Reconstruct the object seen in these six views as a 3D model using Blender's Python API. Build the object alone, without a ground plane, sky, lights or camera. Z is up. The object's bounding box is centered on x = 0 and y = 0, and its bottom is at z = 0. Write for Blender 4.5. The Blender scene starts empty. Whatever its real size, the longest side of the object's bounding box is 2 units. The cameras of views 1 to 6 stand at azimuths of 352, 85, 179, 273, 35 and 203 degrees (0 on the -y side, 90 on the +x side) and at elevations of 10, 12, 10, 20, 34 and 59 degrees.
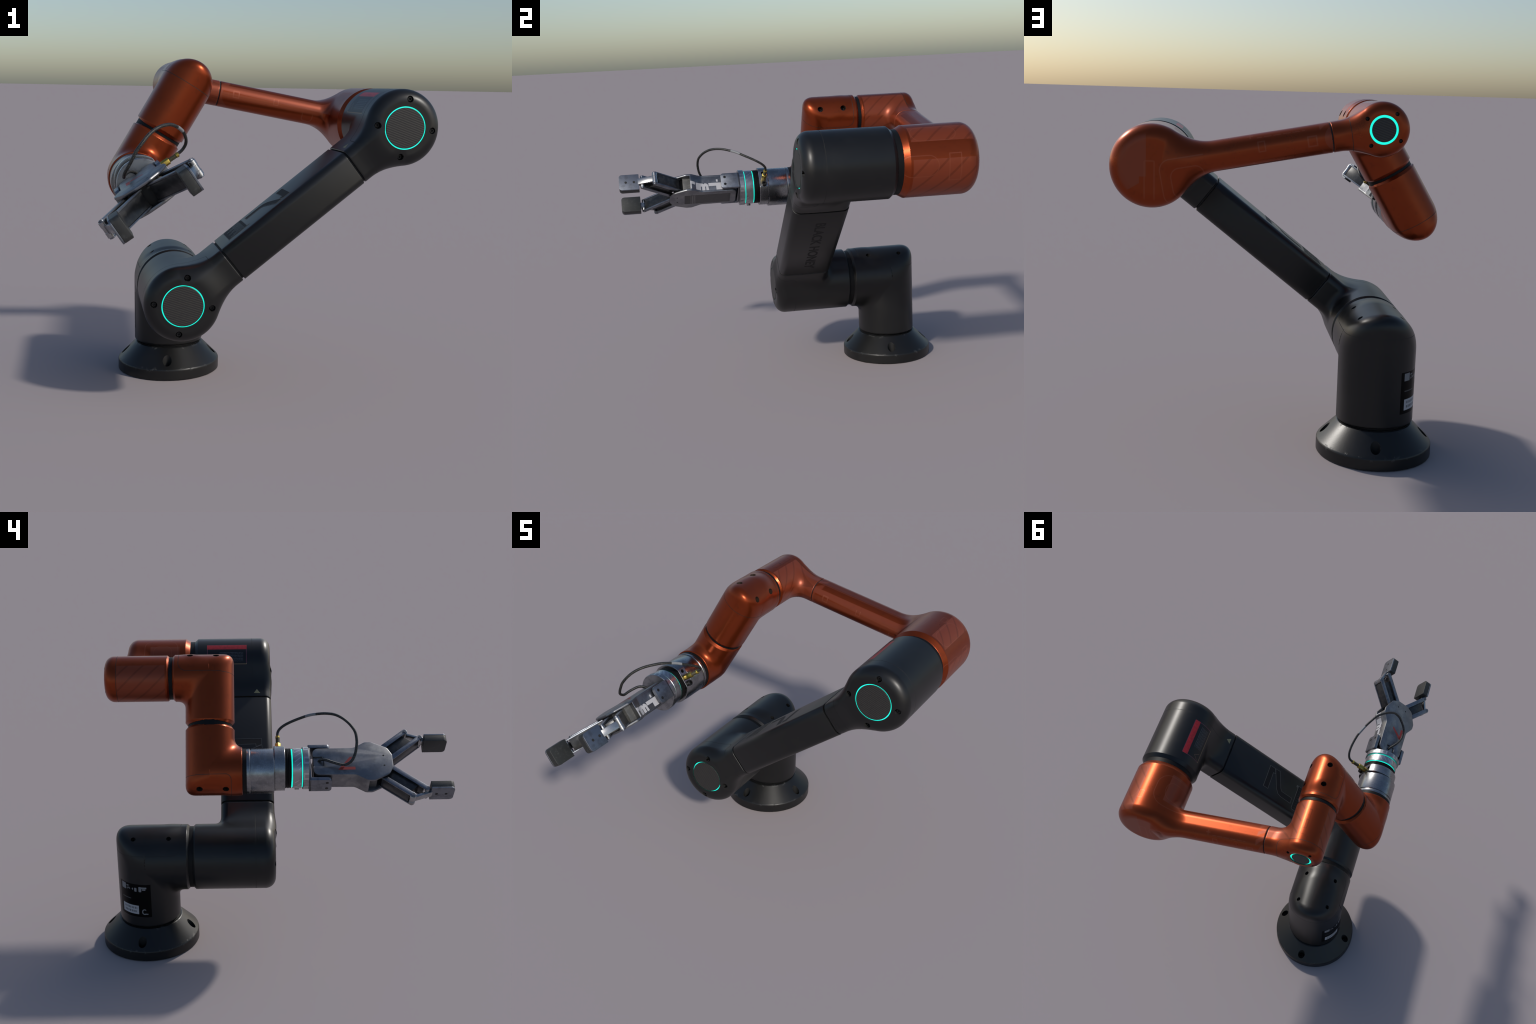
"""Six-axis industrial robot arm with a two-finger gripper.

All measures are metres in the arm's own frame: x along the arm, y along the
joint axes, z up, origin on the floor under the base axis.  The root Empty
places that frame in the scene.  The housings are implicit solids (rounded
cylinders and bars joined by fillets) that are meshed, then cut along their
panel seams and screw holes.
"""
import bpy, bmesh, math
import numpy as np
from mathutils import Matrix, Vector

# ------------------------------------------------------------------ layout
BASE_AT = (-0.4945, 0.7150, 0.0)
TURN = math.radians(3.2)
SHOULDER = np.array([0.0, 0.0, 0.5297])
ELBOW = np.array([1.0985, 0.0, 1.4035])
WRIST_A = np.array([0.0525, 0.0, 1.5945])
WRIST_B_Y = -0.390
WRIST_C = np.array([-0.2185, 0.0, 1.139])
YAX = np.array([0.0, 1.0, 0.0])
ZAX = np.array([0.0, 0.0, 1.0])
XAX = np.array([1.0, 0.0, 0.0])


def unit(v):
    v = np.asarray(v, float)
    return v / np.linalg.norm(v)


ARM_DIR = unit(ELBOW - SHOULDER)              # shoulder -> elbow
ARM_LEN = np.linalg.norm(ELBOW - SHOULDER)
FORE_DIR = unit(WRIST_A - ELBOW)              # elbow -> wrist
FORE_LEN = np.linalg.norm(WRIST_A - ELBOW)
DROP_DIR = unit(WRIST_C - WRIST_A)            # wrist a -> wrist c
DROP_LEN = np.linalg.norm(WRIST_C - WRIST_A)
across = lambda d: np.cross(YAX, d)           # in-plane normal of a link
ARM_Y = -0.591                                # middle of the upper arm
FORE_Y = 0.0970                               # middle of the forearm

# gripper frame: w across the fingers, n normal of the palm, f forward
GRIP_W = np.array([0.8266, 0.0, 0.5628])
GRIP_N = np.array([-0.5628, 0.0, 0.8266])
GRIP_AT = WRIST_C + 0.0142 * GRIP_W + 0.003 * GRIP_N

# ------------------------------------------------------- implicit solids
# every field returns (distance, gradient)


def rounded_cylinder(P, at, axis, R, lo, hi, r_lo, r_hi, ch_lo=None, ch_hi=None):
    rel = P - at
    t = rel @ axis
    rad = rel - t[:, None] * axis
    r = np.sqrt((rad * rad).sum(1)) + 1e-9
    er = rad / r[:, None]
    up = t > 0.5 * (lo + hi)
    rf = np.where(up, r_hi, r_lo)
    b = np.where(up, t - hi, lo - t) + rf
    gb = np.where(up, 1.0, -1.0)[:, None] * axis
    a = r - R + rf
    L = np.hypot(a, b) + 1e-9
    corner = (a > 0) & (b > 0)
    d = np.where(corner, L, np.maximum(a, b)) - rf
    g = np.where(corner[:, None], (a / L)[:, None] * er + (b / L)[:, None] * gb,
                 np.where((a > b)[:, None], er, gb))
    for ch, end, sgn in ((ch_lo, lo, -1.0), (ch_hi, hi, 1.0)):
        if ch:
            cr, ct = ch
            n = math.hypot(1 / cr, 1 / ct)
            c = ((r - R) / cr + sgn * (t - end) / ct + 1.0) / n
            gc = (er / cr + sgn * axis / ct) / n
            g = np.where((c > d)[:, None], gc, g)
            d = np.maximum(c, d)
    return d, g


def oval_column(P, at, axis, u, ru, v, rv):
    rel = P - at
    a, b = rel @ u, rel @ v
    q = np.hypot(a / ru, b / rv) + 1e-9
    n = np.hypot(a / ru ** 2, b / rv ** 2) + 1e-9
    g = ((a / ru ** 2 / n)[:, None] * u + (b / rv ** 2 / n)[:, None] * v)
    return (q - 1) * q / n, g


def bar(P, at, axis, u, hu, v, hv, rad, crown=0.0):
    """endless bar with a rounded-rectangle section, its u faces crowned"""
    rel = P - at
    a, b = rel @ u, rel @ v
    tilt = 2 * crown * np.clip(b, -hv, hv)
    nrm = np.sqrt(1 + tilt ** 2)
    qa, qb = (np.abs(a) - hu + crown * np.clip(b, -hv, hv) ** 2) / nrm + rad, np.abs(b) - hv + rad
    ga, gb = (np.sign(a)[:, None] * u + tilt[:, None] * v) / nrm[:, None], np.sign(b)[:, None] * v
    L = np.hypot(qa, qb) + 1e-9
    corner = (qa > 0) & (qb > 0)
    d = np.where(corner, L, np.maximum(qa, qb)) - rad
    g = np.where(corner[:, None], (qa / L)[:, None] * ga + (qb / L)[:, None] * gb,
                 np.where((qa > qb)[:, None], ga, gb))
    return d, g / (np.linalg.norm(g, axis=1)[:, None] + 1e-9)


def halfspace(P, at, n):
    return (P - at) @ n, np.broadcast_to(n, P.shape).astype(float)


def join(f, g, k):
    """fillet union; the fillet vanishes where both surfaces run parallel"""
    (da, ga), (db, gb) = f, g
    kk = np.maximum(k * np.clip(1 - (ga * gb).sum(1), 0, 1) ** 0.4, 1e-5)
    h = np.clip(0.5 + 0.5 * (db - da) / kk, 0, 1)
    d = db + (da - db) * h - kk * h * (1 - h)
    gr = gb + (ga - gb) * h[:, None]
    return d, gr / (np.linalg.norm(gr, axis=1)[:, None] + 1e-9)


def meet(f, g, k):
    d, gr = join((-f[0], -f[1]), (-g[0], -g[1]), k)
    return -d, -gr


def web_radius(P, y_mid, y_edge, in_plane, sideways):
    """fillet size: wide in the middle of the link, tight at the edge that
    faces along the joint axis"""
    t = np.clip((P[:, 1] - y_mid) / (y_edge - y_mid), 0, 1)
    t = t * t * (3 - 2 * t)
    return in_plane + (sideways - in_plane) * t


def off_axis(P, at, along, start=0.05):
    """0 at the joint axis, 1 where the link has left it"""
    return np.clip(((P - at) @ along - start) / 0.05, 0, 1)


# ------------------------------------------------------- meshing
class Skin:
    def __init__(self, V, N, F, M=None):
        self.V, self.N, self.F = V, N, F
        self.M = np.zeros(len(F), int) if M is None else M

    def mid(self):
        return self.V[self.F].mean(1)

    def part(self, mask):
        used = np.unique(self.F[mask])
        new = np.full(len(self.V), -1)
        new[used] = np.arange(len(used))
        return Skin(self.V[used], self.N[used], new[self.F[mask]], self.M[mask])

    def cut(self, fn, eps=2e-5):
        s = fn(self.V)
        s = np.where(np.abs(s) < eps, 0.0, s)
        c = np.sign(s).astype(int)[self.F]
        lo, hi = c.min(1), c.max(1)
        hit = (lo < 0) & (hi > 0)
        if not hit.any():
            return s
        keepF, keepM = self.F[~hit], self.M[~hit]
        F, M, c = self.F[hit], self.M[hit], c[hit]
        zero = (c == 0).any(1)
        lone = np.where(zero, np.argmax(c == 0, 1), 0)
        nz = ~zero
        tot = c.sum(1)
        for i in range(3):
            lone = np.where(nz & (c[:, i] == -np.sign(tot)), i, lone)
        idx = (lone[:, None] + np.arange(3)) % 3
        F = np.take_along_axis(F, idx, 1)
        V, N = self.V, self.N
        e = np.concatenate([F[nz][:, [0, 1]], F[nz][:, [0, 2]], F[zero][:, [1, 2]]])
        key = np.sort(e, 1)
        uniq, inv = np.unique(key, axis=0, return_inverse=True)
        inv = inv.reshape(-1) + len(V)
        a, b = uniq[:, 0], uniq[:, 1]
        t = (s[a] / (s[a] - s[b]))[:, None]
        nV = V[a] + t * (V[b] - V[a])
        nN = N[a] + t * (N[b] - N[a])
        nN /= np.linalg.norm(nN, axis=1)[:, None]
        k = nz.sum()
        ab, ac, bc = inv[:k], inv[k:2 * k], inv[2 * k:]
        A, B, C = F[nz].T
        A2, B2, C2 = F[zero].T
        T = np.concatenate([np.c_[A, ab, ac], np.c_[ab, B, C], np.c_[ab, C, ac],
                            np.c_[A2, B2, bc], np.c_[A2, bc, C2]])
        TM = np.concatenate([M[nz]] * 3 + [M[zero]] * 2)
        self.V, self.N = np.concatenate([V, nV]), np.concatenate([N, nN])
        self.F, self.M = np.concatenate([keepF, T]), np.concatenate([keepM, TM])
        return np.concatenate([s, np.zeros(len(nV))])

    def crease(self, fn, field):
        """run mesh edges exactly along a sharp edge of the solid"""
        s = self.cut(fn)
        on = np.where(np.abs(s) < 1e-6)[0]
        for _ in range(4):
            d, g = field(self.V[on])
            self.V[on] -= np.clip(d, -0.002, 0.002)[:, None] * g

    def seam(self, fn, half=0.0014, depth=0.0016, slot=1):
        """narrow V groove along the curve fn = 0"""
        self.cut(lambda P: fn(P) + half)
        self.cut(lambda P: fn(P) - half)
        s = self.cut(fn)
        mid = np.abs(fn(self.mid())) < half
        self.M[mid] = slot
        deep = np.zeros(len(self.V), bool)
        deep[np.unique(self.F[mid])] = True
        deep &= np.abs(s) < 1e-5
        self.V[deep] -= depth * self.N[deep]

    def hole(self, at, axis, r, floor, slot=1, reach=0.06):
        """round pocket of radius r along -axis down to `floor` below `at`"""
        at, axis = np.asarray(at, float), unit(axis)

        def fn(P):
            rel = P - at
            t = rel @ axis
            return np.maximum(np.linalg.norm(rel - t[:, None] * axis, axis=1) - r, np.abs(t) - reach)
        s = self.cut(fn)
        inside = fn(self.mid()) < 0
        self.F, self.M = self.F[~inside], self.M[~inside]
        on = np.abs(s) < 1e-5
        E = np.concatenate([self.F[:, [0, 1]], self.F[:, [1, 2]], self.F[:, [2, 0]]])
        E = E[on[E].all(1)]
        key = np.sort(E, 1)
        _, inv, cnt = np.unique(key, axis=0, return_inverse=True, return_counts=True)
        E = E[cnt[inv.reshape(-1)] == 1]
        loop = np.unique(E)
        if not len(loop):
            return
        P = self.V[loop]
        t = (P - at) @ axis
        rad = P - at - t[:, None] * axis
        rn = -rad / (np.linalg.norm(rad, axis=1)[:, None] + 1e-9)
        Q = P + (-floor - t)[:, None] * axis
        n0, m = len(self.V), len(loop)
        centre = at - floor * axis
        self.V = np.concatenate([self.V, P, Q, Q, centre[None]])
        self.N = np.concatenate([self.N, rn, rn, np.tile(axis, (m + 1, 1))])
        idx = np.zeros(n0, int)
        idx[loop] = np.arange(m)
        a, b = idx[E[:, 0]] + n0, idx[E[:, 1]] + n0
        T = np.concatenate([np.c_[b, a, a + m], np.c_[b, a + m, b + m],
                            np.c_[b + 2 * m, a + 2 * m, np.full(len(a), n0 + 3 * m)]])
        self.F = np.concatenate([self.F, T])
        self.M = np.concatenate([self.M, np.full(len(T), slot)])


def mesh_solid(field, lo, hi, h=0.004):
    """surface net of field = 0, vertices then pulled onto the true surface"""
    lo, hi = np.array(lo, float), np.array(hi, float)
    blk = 8
    nb = np.ceil((hi - lo) / (h * blk)).astype(int) + 1
    n = nb * blk
    bi = np.stack(np.meshgrid(*[np.arange(k) for k in nb], indexing='ij'), -1).reshape(-1, 3)
    dc = field(lo + (bi * blk + (blk - 1) / 2) * h)[0]
    D = np.repeat(np.repeat(np.repeat(dc.reshape(nb), blk, 0), blk, 1), blk, 2).astype(np.float32)
    act = bi[np.abs(dc) < blk * h * 1.25]
    off = np.stack(np.meshgrid(*[np.arange(blk)] * 3, indexing='ij'), -1).reshape(-1, 3)
    for c in range(0, len(act), 600):
        I = (act[c:c + 600, None] * blk + off[None]).reshape(-1, 3)
        D[I[:, 0], I[:, 1], I[:, 2]] = field(lo + I * h)[0]
    S = D < 0
    cnt = np.zeros(n - 1, np.int8)
    sl = [slice(0, -1), slice(1, None)]
    for a in (0, 1):
        for b in (0, 1):
            for c in (0, 1):
                cnt += S[sl[a], sl[b], sl[c]]
    cell = np.argwhere((cnt > 0) & (cnt < 8))
    vid = np.full(n - 1, -1, np.int64)
    vid[tuple(cell.T)] = np.arange(len(cell))
    acc, num = np.zeros((len(cell), 3)), np.zeros(len(cell))
    corners = [np.array(c) for c in np.ndindex(2, 2, 2)]
    for p in corners:
        for ax in range(3):
            if p[ax]:
                continue
            q = p.copy()
            q[ax] = 1
            da, db = D[tuple((cell + p).T)], D[tuple((cell + q).T)]
            x = (da < 0) != (db < 0)
            t = np.where(x, da / np.where(x, da - db, 1), 0)
            acc += np.where(x[:, None], p + t[:, None] * (q - p), 0)
            num += x
    V = lo + (cell + acc / num[:, None]) * h
    quads = []
    for ax in range(3):
        s0 = [slice(None)] * 3
        s1 = [slice(None)] * 3
        s0[ax], s1[ax] = slice(0, -1), slice(1, None)
        A, B = S[tuple(s0)], S[tuple(s1)]
        e = np.argwhere(A != B)
        u, v = (ax + 1) % 3, (ax + 2) % 3
        e = e[(e[:, u] > 0) & (e[:, v] > 0) & (e[:, u] < n[u] - 1) & (e[:, v] < n[v] - 1)]
        du, dv = np.eye(3, dtype=int)[u], np.eye(3, dtype=int)[v]
        q = np.stack([vid[tuple((e - du - dv).T)], vid[tuple((e - dv).T)],
                      vid[tuple(e.T)], vid[tuple((e - du).T)]], 1)
        flip = ~A[tuple(e.T)]
        q[flip] = q[flip][:, ::-1]
        quads.append(q)
    Q = np.concatenate(quads)
    for _ in range(5):
        d, g = field(V)
        V = V - np.clip(d, -h, h)[:, None] * g
    N = field(V)[1]
    d1 = np.linalg.norm(V[Q[:, 0]] - V[Q[:, 2]], axis=1)
    d2 = np.linalg.norm(V[Q[:, 1]] - V[Q[:, 3]], axis=1)
    a = (d1 <= d2)[:, None]
    F = np.concatenate([np.where(a, Q[:, [0, 1, 2]], Q[:, [0, 1, 3]]),
                        np.where(a, Q[:, [0, 2, 3]], Q[:, [1, 2, 3]])])
    return Skin(V, N, F)


# ------------------------------------------------------- scene objects
ROOT = bpy.data.objects.new("robot_arm", None)
bpy.context.scene.collection.objects.link(ROOT)
ROOT.location = BASE_AT
ROOT.rotation_euler = (0, 0, TURN)
ROOT["label"] = "black and copper-orange six-axis robot arm with two-finger steel gripper"
ROOT["category"] = "robot arm"


def place(name, mesh, mats, parent=ROOT, matrix=None):
    o = bpy.data.objects.new(name, mesh)
    bpy.context.scene.collection.objects.link(o)
    o.parent = parent
    if matrix is not None:
        o.matrix_local = matrix
    if mats is not None and not len(mesh.materials):
        for m in (mats if isinstance(mats, (list, tuple)) else [mats]):
            mesh.materials.append(m)
    return o


def skin_object(name, skin, mats, parent=ROOT):
    me = bpy.data.meshes.new(name)
    me.vertices.add(len(skin.V))
    me.vertices.foreach_set("co", skin.V.astype(np.float32).ravel())
    me.loops.add(len(skin.F) * 3)
    me.loops.foreach_set("vertex_index", skin.F.astype(np.int32).ravel())
    me.polygons.add(len(skin.F))
    me.polygons.foreach_set("loop_start", np.arange(0, len(skin.F) * 3, 3, dtype=np.int32))
    me.polygons.foreach_set("material_index", skin.M.astype(np.int32))
    me.update()
    me.validate()
    me.polygons.foreach_set("use_smooth", np.ones(len(me.polygons), bool))
    if len(me.vertices) == len(skin.V):
        me.normals_split_custom_set_from_vertices([tuple(v) for v in skin.N])
    return place(name, me, mats, parent)


def smooth(me, angle=32):
    me.polygons.foreach_set("use_smooth", np.ones(len(me.polygons), bool))
    me.set_sharp_from_angle(angle=math.radians(angle))
    me.update()


def mesh_from(name, verts, faces, angle=32):
    me = bpy.data.meshes.new(name)
    me.from_pydata([tuple(v) for v in verts], [], faces)
    bm = bmesh.new()
    bm.from_mesh(me)
    bmesh.ops.remove_doubles(bm, verts=bm.verts, dist=1e-6)
    bmesh.ops.recalc_face_normals(bm, faces=bm.faces)
    bm.to_mesh(me)
    bm.free()
    smooth(me, angle)
    return me


def frame(at, axis, u=None):
    """matrix whose z axis is `axis`"""
    z = Vector(unit(axis))
    x = Vector(u if u is not None else (XAX if abs(z.x) < 0.9 else YAX))
    x = (x - z * x.dot(z)).normalized()
    y = z.cross(x)
    return Matrix(((x.x, y.x, z.x, at[0]), (x.y, y.y, z.y, at[1]), (x.z, y.z, z.z, at[2]), (0, 0, 0, 1)))


def turned(name, profile, seg=96, angle=32):
    """lathe a (radius, height) profile about z"""
    vs, fs = [], []
    for r, t in profile:
        for i in range(seg):
            a = 2 * math.pi * i / seg
            vs.append((r * math.cos(a), r * math.sin(a), t))
    for j in range(len(profile) - 1):
        for i in range(seg):
            k = (i + 1) % seg
            fs.append((j * seg + i, j * seg + k, (j + 1) * seg + k, (j + 1) * seg + i))
    if profile[0][0] > 1e-6 and profile[-1][0] > 1e-6 and profile[0] != profile[-1]:
        fs.append(tuple(range(seg))[::-1])
        fs.append(tuple(range((len(profile) - 1) * seg, len(profile) * seg)))
    me = mesh_from(name, vs, [f for f in fs if len(set(f)) > 2], angle)
    return me


def slab(name, outline, z0, z1, bevel=0.0, seg=2, matrix=None):
    """prism of a 2D outline between z0 and z1 with bevelled edges"""
    bm = bmesh.new()
    lo = [bm.verts.new((x, y, z0)) for x, y in outline]
    f = bm.faces.new(lo)
    ext = bmesh.ops.extrude_face_region(bm, geom=[f])
    bmesh.ops.translate(bm, vec=(0, 0, z1 - z0), verts=[v for v in ext['geom'] if isinstance(v, bmesh.types.BMVert)])
    bmesh.ops.recalc_face_normals(bm, faces=bm.faces)
    if bevel:
        edges = [e for e in bm.edges if len(e.link_faces) == 2 and e.calc_face_angle(0) > 0.6]
        bmesh.ops.bevel(bm, geom=edges, offset=bevel, segments=seg, affect='EDGES', profile=0.5, clamp_overlap=True)
    if matrix is not None:
        bm.transform(matrix)
    me = bpy.data.meshes.new(name)
    bm.to_mesh(me)
    bm.free()
    smooth(me, 24)
    return me


def block(name, size, at=(0, 0, 0), bevel=0.002, seg=2):
    x, y = size[0] / 2, size[1] / 2
    return slab(name, [(-x + at[0], -y + at[1]), (x + at[0], -y + at[1]), (x + at[0], y + at[1]), (-x + at[0], y + at[1])],
                at[2] - size[2] / 2, at[2] + size[2] / 2, bevel, seg)


def round_outline(pts, radii, seg=6):
    """polygon with rounded corners"""
    out, n = [], len(pts)
    for i, p in enumerate(pts):
        r = radii[i] if isinstance(radii, (list, tuple)) else radii
        p = Vector(p)
        a, b = (Vector(pts[i - 1]) - p), (Vector(pts[(i + 1) % n]) - p)
        if r <= 0:
            out.append(tuple(p))
            continue
        ang = a.angle(b)
        cut = min(r / math.tan(ang / 2), a.length * 0.49, b.length * 0.49)
        rr = cut * math.tan(ang / 2)
        c = p + (a.normalized() + b.normalized()).normalized() * (rr / math.sin(ang / 2))
        s, e = p + a.normalized() * cut - c, p + b.normalized() * cut - c
        for k in range(seg + 1):
            v = s.slerp(e, k / seg) if s.angle(e) > 1e-4 else s
            out.append(tuple(c + v.normalized() * rr))
    return out


def tube_mesh(name, path, radius, sides=20, relief=None):
    """sweep a circle along a smooth path; relief(s, angle) scales the radius"""
    path = [Vector(p) for p in path]
    T = [(path[min(i + 1, len(path) - 1)] - path[max(i - 1, 0)]).normalized() for i in range(len(path))]
    u = T[0].orthogonal().normalized()
    vs, fs, s = [], [], 0.0
    for i, p in enumerate(path):
        u = (u - T[i] * u.dot(T[i])).normalized()
        v = T[i].cross(u)
        if i:
            s += (p - path[i - 1]).length
        for k in range(sides):
            a = 2 * math.pi * k / sides
            r = radius * (relief(s, a) if relief else 1)
            vs.append(p + r * (math.cos(a) * u + math.sin(a) * v))
        if i:
            b = (i - 1) * sides
            for k in range(sides):
                m = (k + 1) % sides
                fs.append((b + k, b + m, b + sides + m, b + sides + k))
    fs.append(tuple(range(sides))[::-1])
    fs.append(tuple(range(len(vs) - sides, len(vs))))
    return mesh_from(name, vs, fs, 80)


def spline(points, per=24):
    P = np.array(points, float)
    P = np.concatenate([[2 * P[0] - P[1]], P, [2 * P[-1] - P[-2]]])
    out = []
    for i in range(1, len(P) - 2):
        p0, p1, p2, p3 = P[i - 1:i + 3]
        for k in range(per):
            t = k / per
            out.append(0.5 * (2 * p1 + (p2 - p0) * t + (2 * p0 - 5 * p1 + 4 * p2 - p3) * t * t + (3 * p1 - p0 - 3 * p2 + p3) * t ** 3))
    out.append(P[-2])
    return out


# ------------------------------------------------------- materials
class Sock:
    """thin wrapper so that node maths reads like arithmetic"""

    def __init__(self, mat, out):
        self.m, self.o = mat, out

    def op(self, kind, *others, clamp=False):
        n = self.m.node_tree.nodes.new("ShaderNodeMath")
        n.operation = kind
        n.use_clamp = clamp
        for i, v in enumerate((self,) + others):
            if isinstance(v, Sock):
                self.m.node_tree.links.new(v.o, n.inputs[i])
            else:
                n.inputs[i].default_value = v
        return Sock(self.m, n.outputs[0])

    def __add__(self, b): return self.op('ADD', b)
    __radd__ = __add__
    def __sub__(self, b): return self.op('SUBTRACT', b)
    def __rsub__(self, b): return (self * -1.0) + b
    def __mul__(self, b): return self.op('MULTIPLY', b)
    __rmul__ = __mul__
    def __truediv__(self, b): return self.op('DIVIDE', b)
    def abs(self): return self.op('ABSOLUTE')
    def max(self, b): return self.op('MAXIMUM', b)
    def min(self, b): return self.op('MINIMUM', b)
    def frac(self): return self.op('FRACT')
    def sin(self): return self.op('SINE')
    def sqrt(self): return self.op('SQRT')

    def below(self, edge, soft=0.0008):
        """1 where value < edge, soft step"""
        n = self.m.node_tree.nodes.new("ShaderNodeMapRange")
        n.interpolation_type = 'SMOOTHSTEP'
        self.m.node_tree.links.new(self.o, n.inputs['Value'])
        n.inputs['From Min'].default_value = edge - soft
        n.inputs['From Max'].default_value = edge + soft
        n.inputs['To Min'].default_value = 1
        n.inputs['To Max'].default_value = 0
        return Sock(self.m, n.outputs[0])

    def above(self, edge, soft=0.0008):
        return 1.0 - self.below(edge, soft)


class Paint:
    def __init__(self, name, base, rough=0.5, metal=0.0, spec=0.5):
        self.m = bpy.data.materials.new(name)
        self.m.use_nodes = True
        self.nt = self.m.node_tree
        self.b = self.nt.nodes['Principled BSDF']
        self.b.inputs['Base Color'].default_value = (*base, 1)
        self.b.inputs['Roughness'].default_value = rough
        self.b.inputs['Metallic'].default_value = metal
        self.b.inputs['Specular IOR Level'].default_value = spec
        self.col = None
        self.base = base
        self._xyz = None

    def node(self, kind, **kw):
        n = self.nt.nodes.new(kind)
        for k, v in kw.items():
            setattr(n, k, v)
        return n

    def coord(self):
        if self._xyz is None:
            self.tc = self.node("ShaderNodeTexCoord")
            s = self.node("ShaderNodeSeparateXYZ")
            self.nt.links.new(self.tc.outputs['Object'], s.inputs[0])
            self._xyz = [Sock(self.m, o) for o in s.outputs]
        return self._xyz

    def vec(self, x, y, z):
        c = self.node("ShaderNodeCombineXYZ")
        for i, v in enumerate((x, y, z)):
            if isinstance(v, Sock):
                self.nt.links.new(v.o, c.inputs[i])
            else:
                c.inputs[i].default_value = v
        return c.outputs[0]

    def noise(self, scale, detail=4, rough=0.55, stretch=None, vector=None):
        self.coord()
        n = self.node("ShaderNodeTexNoise")
        n.inputs['Scale'].default_value = scale
        n.inputs['Detail'].default_value = detail
        n.inputs['Roughness'].default_value = rough
        src = vector or self.tc.outputs['Object']
        if stretch:
            mp = self.node("ShaderNodeMapping")
            mp.inputs['Scale'].default_value = stretch
            self.nt.links.new(src, mp.inputs[0])
            src = mp.outputs[0]
        self.nt.links.new(src, n.inputs['Vector'])
        return Sock(self.m, n.outputs['Fac'])

    def blend(self, mask, colour):
        """lay a colour over the base where mask = 1"""
        mx = self.node("ShaderNodeMix", data_type='RGBA')
        if self.col is None:
            mx.inputs['A'].default_value = (*self.base, 1)
        else:
            self.nt.links.new(self.col, mx.inputs['A'])
        mx.inputs['B'].default_value = (*colour, 1)
        self.nt.links.new(mask.o, mx.inputs['Factor'])
        self.col = mx.outputs['Result']
        self.nt.links.new(self.col, self.b.inputs['Base Color'])
        return self

    def drive(self, socket, value):
        self.nt.links.new(value.o, self.b.inputs[socket])
        return self

    def bump(self, height, dist=0.001, strength=0.5):
        n = self.node("ShaderNodeBump")
        n.inputs['Distance'].default_value = dist
        n.inputs['Strength'].default_value = strength
        self.nt.links.new(height.o, n.inputs['Height'])
        self.nt.links.new(n.outputs[0], self.b.inputs['Normal'])
        return self


def span(v, lo, hi, soft=0.0006):
    return v.above(lo, soft) * v.below(hi, soft)


def box_sdf(a, b, ca, cb, ha, hb, r=0.0):
    """distance to a rounded rectangle in the (a, b) plane, node maths"""
    qa, qb = (a - ca).abs() - (ha - r), (b - cb).abs() - (hb - r)
    oa, ob = qa.max(0.0), qb.max(0.0)
    return (oa * oa + ob * ob).sqrt() + qa.max(qb).min(0.0) - r


BLACK = (0.0068, 0.0070, 0.0073)
ORANGE = (0.265, 0.0435, 0.0105)
STEEL = (0.42, 0.43, 0.46)


def black_paint(name, worn=False):
    p = Paint(name, BLACK, 0.36, 0.0, 0.42)
    n = p.noise(3.0, 5, 0.6)
    fine = p.noise(260, 2, 0.5)
    p.blend(n.above(0.56, 0.10) * 0.6, (0.0110, 0.0108, 0.0102))
    p.blend(p.noise(38, 5, 0.7).above(0.66, 0.05) * 0.35, (0.018, 0.018, 0.017))
    p.drive('Roughness', n * 0.12 + 0.30)
    if worn:
        x, y, z = p.coord()
        chip = p.noise(28, 6, 0.7).above(0.60, 0.05)
        rim = (z - 0.058).abs().below(0.009, 0.009).max((z - 0.158).abs().below(0.008, 0.008))
        p.blend(chip * rim * 0.6, (0.06, 0.06, 0.058))
        p.bump(fine * 0.4 + chip * rim, 0.0012, 0.5)
    else:
        p.bump(fine, 0.0003, 0.25)
    return p


def orange_paint(name):
    p = Paint(name, ORANGE, 0.34, 0.78, 0.5)
    n = p.noise(4.0, 5, 0.6)
    p.blend(n.above(0.56, 0.12) * 0.45, (0.22, 0.034, 0.008))
    p.blend(p.noise(30, 5, 0.7).above(0.62, 0.06) * 0.30, (0.15, 0.030, 0.010))
    p.rough = n * 0.12 + p.noise(70, 4, 0.65) * 0.06 + 0.21
    p.drive('Roughness', p.rough)
    return p


def finish_decal(p, patch, lines, light):
    """matt print on the orange lacquer: patch areas, dark stripes, pale outlines"""
    p.blend(patch * 0.65, (0.245, 0.054, 0.024))
    p.blend(lines * 0.45, (0.12, 0.022, 0.006))
    p.blend(light * 0.65, (0.33, 0.090, 0.045))
    matt = patch.max(light * 0.9)
    p.drive('Metallic', 0.78 - matt * 0.28)
    p.drive('Roughness', p.rough + matt * 0.06)


def stripes(a, b, pitch, width, slope=1.0, phase=0.72):
    t = ((a * slope - b) / pitch + phase).frac()
    return (t - 0.5).abs().below(width / pitch / 2, 0.012)


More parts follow.
